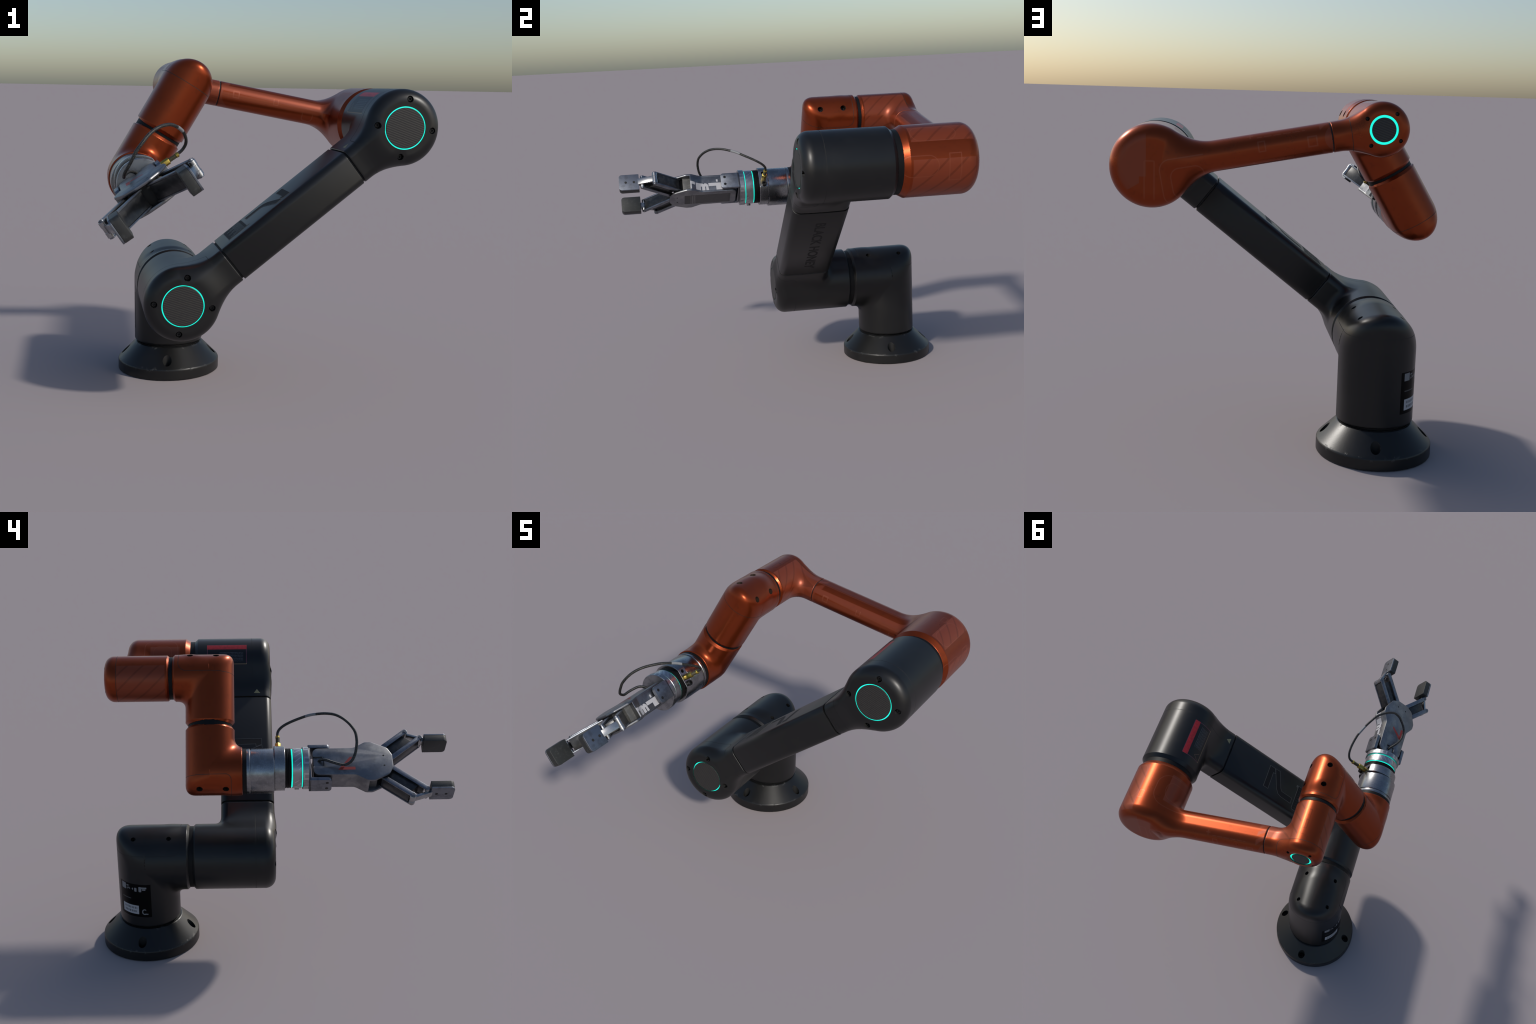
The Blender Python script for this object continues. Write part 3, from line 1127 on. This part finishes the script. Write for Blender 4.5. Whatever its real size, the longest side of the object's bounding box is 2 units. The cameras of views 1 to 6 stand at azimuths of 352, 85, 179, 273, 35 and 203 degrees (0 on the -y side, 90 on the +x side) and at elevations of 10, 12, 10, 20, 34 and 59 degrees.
# emblem and text panel on the upper face of the tube: (along, y) pairs
top_face = Matrix(((0, 0, -1, -ARM_HALF), (0, 1, 0, -ARM_Y), (1, 0, 0, 0), (0, 0, 0, 1)))  # x=along, y=arm y, z=outward
emblem = [[(0.762, -0.684), (0.720, -0.684), (0.702, -0.649), (0.722, -0.647), (0.720, -0.514), (0.761, -0.514)],
          [(0.714, -0.685), (0.674, -0.686), (0.625, -0.572), (0.611, -0.555), (0.517, -0.555), (0.515, -0.513),
           (0.605, -0.515), (0.632, -0.524), (0.656, -0.551), (0.703, -0.656)]]
sheet = [(0.495, -0.670), (0.379, -0.670), (0.379, -0.489), (0.388, -0.482), (0.487, -0.482), (0.495, -0.489)]
for shape in emblem + [sheet]:
    printed("arm_emblem", shape, 0.0, M_INK, tube, top_face)
    for q in stroke(shape, 0.0030):
        printed("emblem_outline", q, 0.0004, M_EDGE, tube, top_face)
printed("emblem_tab", [(0.510, -0.672), (0.496, -0.672), (0.496, -0.655), (0.510, -0.655)], 0.0, M_EDGE, tube, top_face)
for k in range(9):
    y0 = -0.655 + 0.019 * k
    printed("emblem_text_line", [(0.480, y0), (0.395 + 0.02 * ((k * 7) % 3), y0), (0.395 + 0.02 * ((k * 7) % 3), y0 + 0.006), (0.480, y0 + 0.006)], 0.0004, M_BLACK, tube, top_face)

# lettering under the tube
cu = bpy.data.curves.new("arm_lettering", 'FONT')
cu.body = "BLACK HONEY"
cu.size = 0.088
cu.extrude = 0.0006
cu.offset = 0.0016
cu.align_x, cu.align_y = 'CENTER', 'CENTER'
txt = bpy.data.objects.new("arm_lettering_curve", cu)
bpy.context.scene.collection.objects.link(txt)
bpy.context.view_layer.update()
me = bpy.data.meshes.new_from_object(txt)
bpy.data.objects.remove(txt)
co = np.array([v.co for v in me.vertices])
w = np.ptp(co[:, 0])
hgt = np.ptp(co[:, 1])
mid = (co.max(0) + co.min(0)) / 2
for v in me.vertices:
    y = (v.co.y - mid[1]) * 0.061 / hgt - 0.580
    v.co = ((v.co.x - mid[0]) * 0.570 / w, y, v.co.z - ARM_CROWN * (y - ARM_Y) ** 2)
me.name = "arm_lettering"
# reads downward from the elbow when seen from the side
place("arm_lettering", me, M_INK, tube, Matrix(((0, 0, 1, ARM_HALF), (0, 1, 0, -ARM_Y), (-1, 0, 0, 0.683), (0, 0, 0, 1))))
# ------------------------------------------------------- forearm
drum_seal("joint_seal", ELBOW, YAX, 0.1722, -0.2575, -0.2285)
FORE_END = 0.8255


def forearm_bar(P, at):
    return bar(P, at + FORE_Y * YAX, FORE_DIR, across(FORE_DIR), 0.0705, YAX, 0.0880, 0.0680)


def forearm_field(P):
    drum = rounded_cylinder(P, ELBOW, YAX, 0.1910, -0.2290, 0.1850, 0.001, 0.070, ch_lo=(0.0180, 0.032))
    b = forearm_bar(P, ELBOW)
    b = meet(b, halfspace(P, ELBOW, -FORE_DIR), 0.001)
    b = meet(b, halfspace(P, ELBOW + FORE_END * FORE_DIR, FORE_DIR), 0.004)
    return join(drum, b, web_radius(P, 0.11, 0.005, 0.125, 0.055) * off_axis(P, ELBOW, FORE_DIR))


sk = mesh_solid(forearm_field, (0.26, -0.25, 1.195), (1.31, 0.215, 1.645))
ring_edges(sk, forearm_field, ELBOW, YAX, [(None, -0.1970)])
forearm = skin_object("forearm", sk, [M_ORANGE_ELBOW])
fore_frame_u = across(FORE_DIR)
fm = Matrix(((fore_frame_u[0], YAX[0], FORE_DIR[0], ELBOW[0]), (fore_frame_u[1], YAX[1], FORE_DIR[1], FORE_Y), (fore_frame_u[2], YAX[2], FORE_DIR[2], ELBOW[2]), (0, 0, 0, 1)))
place("forearm_core", slab("forearm_core", rounded_rect(0.0660, 0.0835, 0.062), 0.80, 0.86), M_GAP, forearm, fm)

# ------------------------------------------------------- wrist end of the forearm
W1_FACE = 0.1850


def wrist_a_field(P):
    drum = rounded_cylinder(P, WRIST_A, YAX, 0.1268, -0.1700, W1_FACE, 0.001, 0.050, ch_lo=(0.0100, 0.0110))
    b = forearm_bar(P, ELBOW)
    b = meet(b, halfspace(P, WRIST_A, FORE_DIR), 0.001)
    b = meet(b, halfspace(P, ELBOW + 0.8305 * FORE_DIR, -FORE_DIR), 0.004)
    return join(drum, b, web_radius(P, 0.11, 0.005, 0.10, 0.065) * off_axis(P, WRIST_A, -FORE_DIR, 0.03))


sk = mesh_solid(wrist_a_field, (-0.09, -0.19, 1.45), (0.32, 0.20, 1.74))
ring_edges(sk, wrist_a_field, WRIST_A, YAX, [(None, -0.1590)])
seam_fn = panel(lambda P: 0.116 - P[:, 1], lambda P: 0.916 - (P - ELBOW) @ FORE_DIR, 0.03)
sk.seam(seam_fn)
screws = []
for su in (-1, 1):
    for sv in (-1, 1):
        c = WRIST_A + su * 0.0686 * FORE_DIR + sv * 0.061 * across(FORE_DIR) + (W1_FACE - 0.002) * YAX
        sk.hole(c, YAX, 0.0096, 0.018, reach=0.04)
        screws.append(c)
face = WRIST_A + W1_FACE * YAX
light_face(sk, face, YAX, 0.0668, 0.0555, 0.0125)
cov = seam_fn(sk.mid()) < 0
wrist_a = skin_object("wrist_housing", sk.part(~cov), [M_ORANGE_WRIST, M_OGAP, M_HOLE])
skin_object("wrist_cover", sk.part(cov), [M_ORANGE, M_OGAP, M_HOLE], wrist_a)
for c in screws:
    screw_at(SCREW_SMALL, c, YAX, wrist_a, 0.0175)
light_disc(face, YAX, 0.0668, 0.0555, wrist_a)
drum_seal("joint_seal", WRIST_A, YAX, 0.1172, -0.1890, -0.1700)

# ------------------------------------------------------- upper wrist elbow
PB = WRIST_A + WRIST_B_Y * YAX
DROP_U = across(DROP_DIR)


def wrist_b_field(P):
    post = oval_column(P, PB, DROP_DIR, DROP_U, 0.1305, YAX, 0.1350)
    top = top_curve(P, PB, DROP_DIR, 0.1299, -1)
    head = rounded_cylinder(P, WRIST_A, YAX, 0.1299, WRIST_B_Y, -0.1890, 0.001, 0.001, ch_hi=(0.0105, 0.0120))
    r_end = rounded_cylinder(P, PB, DROP_DIR, 0.1345, -0.3, 0.2725, 0.001, 0.001, ch_hi=(0.0125, 0.0155))
    return corner_elbow(P, meet(post, r_end, 0.002), head, top, 0.055, 0.05, P[:, 1] - WRIST_B_Y, 0.135)


def drop_cover(sk, seam_fn, at, sign, name):
    sk.seam(seam_fn)
    base_ang = math.atan2(DROP_DIR[2] * sign, DROP_DIR[0] * sign)
    screws = []
    for y in ((-0.2845, -0.4280) if sign < 0 else (-0.3345, -0.4755)):
        for sa in (-1, 1):
            a = base_ang + sa * math.radians(33.6)
            d = np.array([math.cos(a), 0, math.sin(a)])
            c = at + 0.1299 * d + y * YAX
            sk.hole(c, d, 0.0172, 0.032)
            screws.append((c, d))
    cov = seam_fn(sk.mid()) < 0
    body = skin_object(name, sk.part(~cov), [M_ORANGE, M_OGAP, M_HOLE])
    skin_object("wrist_cover", sk.part(cov), [M_ORANGE, M_OGAP, M_HOLE], body)
    for c, d in screws:
        screw_at(SCREW_BIG, c, d, body, 0.0315)
    return body


lo = np.array([-0.24, -0.545, 1.30])
hi = np.array([0.20, -0.165, 1.74])
sk = mesh_solid(wrist_b_field, lo, hi)
ring_edges(sk, wrist_b_field, WRIST_A, YAX, [(None, -0.2010)])
ring_edges(sk, wrist_b_field, PB, DROP_DIR, [(None, 0.2570), (None, 0.2723)])
drop_cover(sk, panel(lambda P: (P - PB) @ DROP_DIR + 0.006, lambda P: P[:, 1] + 0.222, 0.045), WRIST_A, -1, "wrist_elbow")
drum_seal("joint_seal", PB, DROP_DIR, 0.1200, 0.2725, 0.2860)

# ------------------------------------------------------- lower wrist elbow
PC = WRIST_C + WRIST_B_Y * YAX


def wrist_c_field(P):
    post = oval_column(P, PB, DROP_DIR, DROP_U, 0.1305, YAX, 0.1350)
    top = top_curve(P, PC, DROP_DIR, 0.1299, 1)
    head = rounded_cylinder(P, WRIST_C, YAX, 0.1299, -0.5650, WRIST_B_Y, 0.004, 0.001)
    r_end = rounded_cylinder(P, PB, DROP_DIR, 0.1345, 0.2860, 0.9, 0.001, 0.001, ch_lo=(0.0125, 0.0155))
    return corner_elbow(P, meet(post, r_end, 0.002), head, top, 0.055, 0.06, WRIST_B_Y - P[:, 1], 0.135)


sk = mesh_solid(wrist_c_field, (-0.365, -0.585, 0.985), (0.06, -0.235, 1.44))
ring_edges(sk, wrist_c_field, PB, DROP_DIR, [(None, 0.3015), (None, 0.2862)])
drop_cover(sk, panel(lambda P: 0.566 - (P - PB) @ DROP_DIR, lambda P: -0.5047 - P[:, 1], 0.03), WRIST_C, 1, "wrist_elbow")

# ------------------------------------------------------- tool flange and gripper mount
AX = frame(WRIST_C, -YAX, GRIP_W)                     # z = forward
place("tool_seal", turned("tool_seal", [(0.02, 0.54), (0.1235, 0.54), (0.1235, 0.5865), (0.121, 0.5880), (0.02, 0.5880)], 128), M_SEAL, ROOT, AX)
place("tool_flange", turned("tool_flange", [(0.02, 0.586), (0.1215, 0.586), (0.1232, 0.589), (0.1232, 0.6035), (0.1215, 0.6055), (0.118, 0.6055), (0.118, 0.6115), (0.1215, 0.6115), (0.1230, 0.6140), (0.1230, 0.7330), (0.1210, 0.7360), (0.02, 0.7360)], 128), M_STEEL, ROOT, AX)
GX = frame(GRIP_AT, -YAX, GRIP_W)                     # x = w, y = n, z = forward
FLAT_W = 0.1085                                       # milled flat that carries the hose fitting


def collar_field(P):
    c = rounded_cylinder(P, np.zeros(3), ZAX, 0.1220, 0.7365, 0.7945, 0.003, 0.003)
    return meet(c, halfspace(P, np.array([FLAT_W, 0, 0]), XAX), 0.002)


sk = mesh_solid(collar_field, (-0.135, -0.135, 0.722), (0.135, 0.135, 0.808), 0.003)
sk.crease(lambda P: P[:, 0] - FLAT_W + 0.0008, collar_field)
sk.hole((FLAT_W, 0.040, 0.7655), XAX, 0.0115, 0.020, reach=0.03)
collar = skin_object("gripper_collar", sk, [M_STEEL, M_HOLE])
collar.matrix_local = GX
rib = [(0.02, 0.792)]
for k in range(4):
    z0 = 0.7960 + k * 0.0083
    rib += [(0.1035, z0), (0.1085, z0 + 0.0012), (0.1085, z0 + 0.0062), (0.1035, z0 + 0.0074)]
rib += [(0.02, 0.832)]
place("ribbed_sleeve", turned("ribbed_sleeve", rib, 128), M_SEAL, collar)
for z0 in (0.8305, 0.8845):
    place("light_ring", turned("light_ring", [(0.09, z0), (0.1042, z0), (0.1042, z0 + 0.0045), (0.09, z0 + 0.0045), (0.09, z0)], 128), M_LED, collar)
place("printed_band", turned("printed_band", [(0.02, 0.8358), (0.1085, 0.8358), (0.1095, 0.837), (0.1095, 0.883), (0.1085, 0.8843), (0.02, 0.8843)], 128), M_BAND, collar)
place("mount_disc", turned("mount_disc", [(0.02, 0.8898), (0.1130, 0.8898), (0.1155, 0.8925), (0.1155, 0.9215), (0.1130, 0.9240), (0.0, 0.9240)], 128), M_FLANGE_STEEL, collar)
# flat with hose fitting, cap screw and bore
SCREW_CAP = socket_screw("cap_screw", 0.0165, 0.022)
place("cap_screw", SCREW_CAP, M_SCREW, collar, frame((FLAT_W - 0.004, -0.041, 0.7655), (1, 0, 0)))
place("clamp_lug", block("clamp_lug", (0.022, 0.024, 0.020), (0.0, 0.0, 0.0), 0.002), M_STEEL, collar,
      frame((-0.55 * 0.113, -0.83 * 0.113, 0.862), (-0.55, -0.83, 0)))
# hose fitting points along +w
fit = frame((FLAT_W - 0.001, 0.0, 0.7630), (1, 0, 0))
hexpts = [(0.0180 * math.cos(math.pi / 3 * k), 0.0180 * math.sin(math.pi / 3 * k)) for k in range(6)]
place("hose_fitting", slab("hose_fitting", hexpts, 0.0, 0.060, 0.003), M_BRASS, collar, fit)
ribs = [(0.0, 0.056)]
for k in range(7):
    z0 = 0.060 + k * 0.0056
    ribs += [(0.0098, z0), (0.0112, z0 + 0.001), (0.0112, z0 + 0.0035), (0.0098, z0 + 0.0045)]
ribs += [(0.0, 0.101)]
place("strain_relief", turned("strain_relief", ribs, 24), M_OLIVE, collar, fit)
place("ferrule", turned("ferrule", [(0.0, 0.0990), (0.0110, 0.0990), (0.0124, 0.1005), (0.0124, 0.1110), (0.0105, 0.1130), (0.0, 0.1130)], 24), M_BRASS, collar, fit)

# braided hose (points in the arm frame)
hose_pts = [(-0.0420, -0.7630, 1.2665), (-0.0165, -0.7630, 1.2850), (-0.0020, -0.7720, 1.3040), (0.0045, -0.7970, 1.3255), (0.0000, -0.8400, 1.3505),
            (-0.0172, -0.9017, 1.3806), (-0.0388, -0.9451, 1.4005), (-0.0611, -0.9879, 1.4130), (-0.0843, -1.0262, 1.4212),
            (-0.1090, -1.0682, 1.4228), (-0.1390, -1.1010, 1.4165), (-0.1700, -1.1310, 1.4020), (-0.1970, -1.1560, 1.3810),
            (-0.2205, -1.1744, 1.3540), (-0.2480, -1.1800, 1.3172), (-0.2640, -1.1773, 1.2856), (-0.2797, -1.1700, 1.2549),
            (-0.2955, -1.1536, 1.2238), (-0.2996, -1.1317, 1.2049), (-0.2988, -1.1108, 1.1983), (-0.2963, -1.0809, 1.2018),
            (-0.2836, -1.0429, 1.2101), (-0.2665, -1.0137, 1.2149), (-0.2400, -0.9880, 1.2050), (-0.2200, -0.9700, 1.1750)]
braid = lambda s, a: 1 + 0.085 * math.cos(4 * a + 480 * s) * math.cos(4 * a - 480 * s)
hose = place("braided_hose", tube_mesh("braided_hose", spline(hose_pts, 36), 0.0074, 24, braid), M_HOSE)
band_path = spline(hose_pts, 36)
place("hose_tag", tube_mesh("hose_tag", band_path[36 * 6 - 22:36 * 6 + 26], 0.0080, 20, lambda s, a: 1 + 0.03 * math.cos(900 * s)), Paint("hose_tag_print", (0.20, 0.21, 0.22), 0.5).m, hose)

# ------------------------------------------------------- gripper
# palm outline as (w, f); palm frame: x = w, y = n, z = f
right = [(0.0885, 0.9455), (0.0910, 1.174), (0.1285, 1.235), (0.1285, 1.272), (0.0870, 1.357), (0.0400, 1.3810)]
palm_pts = [(-w, f) for w, f in right][::-1] + right
rad_half = [0.034, 0.045, 0.032, 0.032, 0.034, 0.034]
palm_out = round_outline(palm_pts, rad_half[::-1] + rad_half, 6)
FLAT = Matrix(((1, 0, 0, 0), (0, 0, 1, 0), (0, 1, 0, 0), (0, 0, 0, 1)))   # (w, f, n) -> (w, n, f)


def gslab(name, outline, n0, n1, bevel=0.0, seg=2):
    """slab given by a (w, f) outline between two n levels"""
    me = slab(name, outline, n0, n1, bevel, seg, FLAT)
    me.flip_normals()
    return me


body_half = [(0.0878, 0.9500), (0.0903, 1.1745), (0.1276, 1.2355), (0.1276, 1.2450)]
body_pts = [(-w, f) for w, f in body_half][::-1] + body_half
body_out = round_outline(body_pts, [0.001, 0.020, 0.045, 0.028, 0.028, 0.045, 0.020, 0.001], 6)
gripper = place("gripper", gslab("gripper", body_out, -0.050, 0.050, 0.0015), M_PALM, ROOT, GX)
for n0, n1 in ((0.0450, 0.0612), (-0.0612, -0.0450)):
    if n0 > 0:
        # top plate has an open slot where the hose enters
        slot = [(0.030, 0.9455), (0.030, 1.003), (-0.030, 1.003), (-0.030, 0.9455)]
        pts = palm_out
        # insert the slot on the rear edge, which runs between w = -0.05 and 0.05
        i0 = [i for i in range(len(pts)) if abs(pts[i][1] - 0.9455) < 1e-6 and pts[i][0] < 0 and abs(pts[(i + 1) % len(pts)][1] - 0.9455) < 1e-6 and pts[(i + 1) % len(pts)][0] > 0]
        i1 = [i for i in range(len(pts)) if abs(pts[i][1] - 0.9455) < 1e-6 and pts[i][0] > 0 and abs(pts[(i + 1) % len(pts)][1] - 0.9455) < 1e-6 and pts[(i + 1) % len(pts)][0] < 0]
        if i0:
            pts = pts[:i0[0] + 1] + slot[::-1] + pts[i0[0] + 1:]
        elif i1:
            pts = pts[:i1[0] + 1] + slot + pts[i1[0] + 1:]
        place("palm_plate", gslab("palm_plate", pts, n0, n1, 0.0070, 2), M_PALM, gripper)
    else:
        place("palm_plate", gslab("palm_plate", palm_out, n0, n1, 0.0070, 2), M_PALM, gripper)
place("hose_port", gslab("hose_port", [(-0.033, 0.950), (0.033, 0.950), (0.033, 1.005), (-0.033, 1.005)], 0.030, 0.0495), M_HOLE, gripper)
place("gear_case", gslab("gear_case", [(-0.098, 1.235), (0.098, 1.235), (0.098, 1.292), (-0.098, 1.292)], -0.046, 0.046, 0.003), M_GREY, gripper)
place("gear_core", gslab("gear_core", [(-0.070, 1.28), (0.070, 1.28), (0.050, 1.350), (-0.050, 1.350)], -0.046, 0.046, 0.003), M_HOLE, gripper)
for w in (-0.033, 0.033):
    place("pin_hole", turned("pin_hole", [(0.0, 0.0), (0.0052, 0.0), (0.0052, 0.0006), (0.0, 0.0006)], 20), M_HOLE, gripper, frame((w, 0.0607, 1.331), (0, 1, 0)))  # thin near-black disc lying on the plate, no bore cut here
    place("pin_hole", turned("pin_hole", [(0.0, 0.0), (0.0052, 0.0), (0.0052, 0.0006), (0.0, 0.0006)], 20), M_HOLE, gripper, frame((w, -0.0607, 1.331), (0, -1, 0)))
place("spec_sheet", gslab("spec_sheet", [(-0.066, 0.985), (0.056, 0.985), (0.056, 1.284), (-0.066, 1.284)], -0.0615, -0.0600), M_SHEET, gripper)
# red angular mark on the top plate
for q in ([(0.026, 1.147), (0.026, 1.163), (-0.058, 1.103), (-0.058, 1.080)], [(-0.0585, 1.080), (-0.0585, 1.173), (-0.040, 1.173), (-0.040, 1.093)]):
    place("red_mark", gslab("red_mark", q, 0.0600, 0.0614), M_RED, gripper)
# pale block lettering that wraps the palm's flank, outlines as (f, n)
glyphs = [[(1.208, -0.047), (1.208, 0.003), (1.165, 0.003), (1.157, -0.004), (1.150, 0.003), (1.140, 0.002), (1.128, -0.010),
           (1.1246, -0.047), (1.142, -0.047), (1.142, -0.020), (1.149, -0.020), (1.149, -0.047),
           (1.169, -0.047), (1.169, -0.020), (1.176, -0.020), (1.176, -0.047)],
          [(1.126, 0.003), (1.036, 0.003), (1.036, -0.047), (1.0765, -0.047), (1.0765, -0.019), (1.1235, -0.019)],
          [(1.074, 0.010), (1.074, 0.027), (1.063, 0.027), (1.063, 0.010)],
          [(1.243, 0.010), (1.214, 0.006), (1.214, -0.014), (1.236, -0.010), (1.236, -0.045), (1.243, -0.045)]]
flank = sorted((f, w) for w, f in body_out if w > 0.06)
flank_f, flank_w = [f for f, w in flank], [w for f, w in flank]
for gl in glyphs:
    me = refined(slab("flank_lettering", gl, -0.002, 0.0007), 0.008)
    for v in me.vertices:
        v.co = (float(np.interp(v.co.x, flank_f, flank_w)) + v.co.z, v.co.y, v.co.x)
    me.flip_normals()
    place("flank_lettering", me, M_WHITE, gripper)
# bracket that holds the palm
place("mount_bracket", gslab("mount_bracket", [(-0.119, 0.9235), (0.119, 0.9235), (0.119, 0.9350), (-0.119, 0.9350)], -0.052, 0.052, 0.002), M_DARKSTEEL, gripper)
for s in (-1, 1):
    outl = round_outline([(0.9250, -0.052), (1.0450, -0.052), (1.0450, 0.052), (0.9250, 0.052)], [0.001, 0.018, 0.018, 0.001], 5)
    me = slab("bracket_arm", outl, -0.0105, 0.0105, 0.0025, 2, Matrix(((0, 0, 1, s * 0.1085), (0, 1, 0, 0), (1, 0, 0, 0), (0, 0, 0, 1))))
    me.flip_normals()
    place("bracket_arm", me, M_BAR, gripper)
    for n in (-0.025, 0.025):
        place("bracket_bolt", turned("bracket_bolt", [(0.0, 0.0), (0.0088, 0.0), (0.0088, 0.0008), (0.0060, 0.0014), (0.0, 0.0010)], 24), M_SCREW, gripper, frame((s * 0.1187, n, 1.0190), (s, 0, 0)))

# fingers: parallel links, rolls, rubber tips
OUT_PIN, IN_PIN = (0.2126, 1.4685), (0.1712, 1.5488)
LINK = math.radians(39.0)
link_dir = Vector((math.sin(LINK), math.cos(LINK)))


def link_bar(pin, length, width):
    """bar outline from a pin back toward the palm"""
    t = link_dir
    n = Vector((-t.y, t.x))
    p = Vector(pin)
    out = []
    for k in range(13):
        a = -math.pi / 2 + math.pi * k / 12
        out.append(tuple(p + (t * math.cos(a) - n * math.sin(a)) * width / 2))
    q = p - t * length
    return out + [tuple(q - n * width / 2), tuple(q + n * width / 2)]


mirror = lambda pts, s: [(s * w, f) for w, f in (pts if s > 0 else pts[::-1])]
PIN_LONG = turned("link_pin", [(0.0, -0.0445), (0.0085, -0.0445), (0.0085, 0.0445), (0.0, 0.0445)], 24)
ROLL = turned("knuckle_roll", [(0.0, -0.036), (0.0155, -0.036), (0.0170, -0.0345), (0.0170, -0.013), (0.0155, -0.012), (0.0155, 0.012), (0.0170, 0.013), (0.0170, 0.0345), (0.0155, 0.036), (0.0, 0.036)], 40)
ROLL_IN = turned("knuckle_roll", [(0.0, -0.036), (0.0125, -0.036), (0.0135, -0.034), (0.0135, -0.018), (0.0105, -0.016), (0.0105, 0.016), (0.0135, 0.018), (0.0135, 0.034), (0.0125, 0.036), (0.0, 0.036)], 32)
for s in (-1, 1):
    for pin, length, width in ((OUT_PIN, 0.200, 0.027), (IN_PIN, 0.235, 0.026)):
        for n0, n1 in ((0.034, 0.0425), (-0.0425, -0.034)):
            place("finger_link", gslab("finger_link", mirror(link_bar(pin, length, width), s), n0, n1, 0.0012), M_BAR, gripper)
    # dark web between the two links
    t, nrm = link_dir, Vector((-link_dir.y, link_dir.x))
    po, pi = Vector(OUT_PIN), Vector(IN_PIN)
    for base, lo_off, hi_off, a0, a1 in ((po, -0.011, 0.011, 0.017, 0.190), (pi, -0.010, 0.012, 0.020, 0.225)):
        q = [base - t * a0 + nrm * lo_off, base - t * a1 + nrm * lo_off, base - t * a1 + nrm * hi_off, base - t * a0 + nrm * hi_off]
        place("finger_channel", gslab("finger_channel", mirror([tuple(v) for v in q], s), -0.0335, 0.0335, 0.001), M_WEB, gripper)
    q = [po - t * 0.030, po - t * 0.18, pi - t * 0.215, pi - t * 0.045]
    place("finger_web", gslab("finger_web", mirror([tuple(v) for v in q], s), -0.030, 0.030, 0.002), M_WEB, gripper)
    for pin, roll in ((OUT_PIN, ROLL), (IN_PIN, ROLL_IN)):
        at = (s * pin[0], 0.0, pin[1])
        place("knuckle_roll", roll, M_CHROME, gripper, frame(at, (0, 1, 0)))
        place("link_pin", PIN_LONG, M_DARKSTEEL, gripper, frame(at, (0, 1, 0)))
    # coupler from the outer roll past the inner roll to the finger plate
    a, b = Vector(OUT_PIN), Vector((0.1775, 1.5760))
    d = (b - a).normalized()
    m = Vector((-d.y, d.x)) * 0.008
    q = [a - m, b - m, b + m, a + m]
    place("finger_coupler", gslab("finger_coupler", mirror([tuple(v) for v in q], s), -0.0200, 0.0200, 0.002), M_CHROME, gripper)
    q = [(0.158, 1.545), (0.182, 1.545), (0.182, 1.578), (0.158, 1.578)]
    place("finger_neck", gslab("finger_neck", mirror(q, s), -0.0190, 0.0190, 0.002), M_CHROME, gripper)
    tip_out = round_outline([(1.5700, -0.0540), (1.6960, -0.0540), (1.6960, 0.0540), (1.5700, 0.0540)], [0.003, 0.020, 0.020, 0.003], 6)
    side_m = Matrix(((0, 0, 1, 0), (0, 1, 0, 0), (1, 0, 0, 0), (0, 0, 0, 1)))
    for nm, w0, w1, mat, bev in (("fingertip_pad", 0.1345, 0.1735, M_RUBBER, 0.005), ("fingertip_plate", 0.1735, 0.1825, M_BAR, 0.0016)):
        a0, a1 = sorted((s * w0, s * w1))
        me = slab(nm, tip_out, a0, a1, bev, 3, side_m)
        me.flip_normals()
        place(nm, me, mat, gripper)
    for f in (1.6015, 1.6530):
        place("plate_hole_disc", turned("plate_hole_disc", [(0.0, 0.0), (0.0080, 0.0), (0.0080, 0.0006), (0.0, 0.0006)], 20), M_HOLE, gripper, frame((s * 0.1823, -0.001, f), (s, 0, 0)))  # no bore here: raised black disc gives the hole its dark look
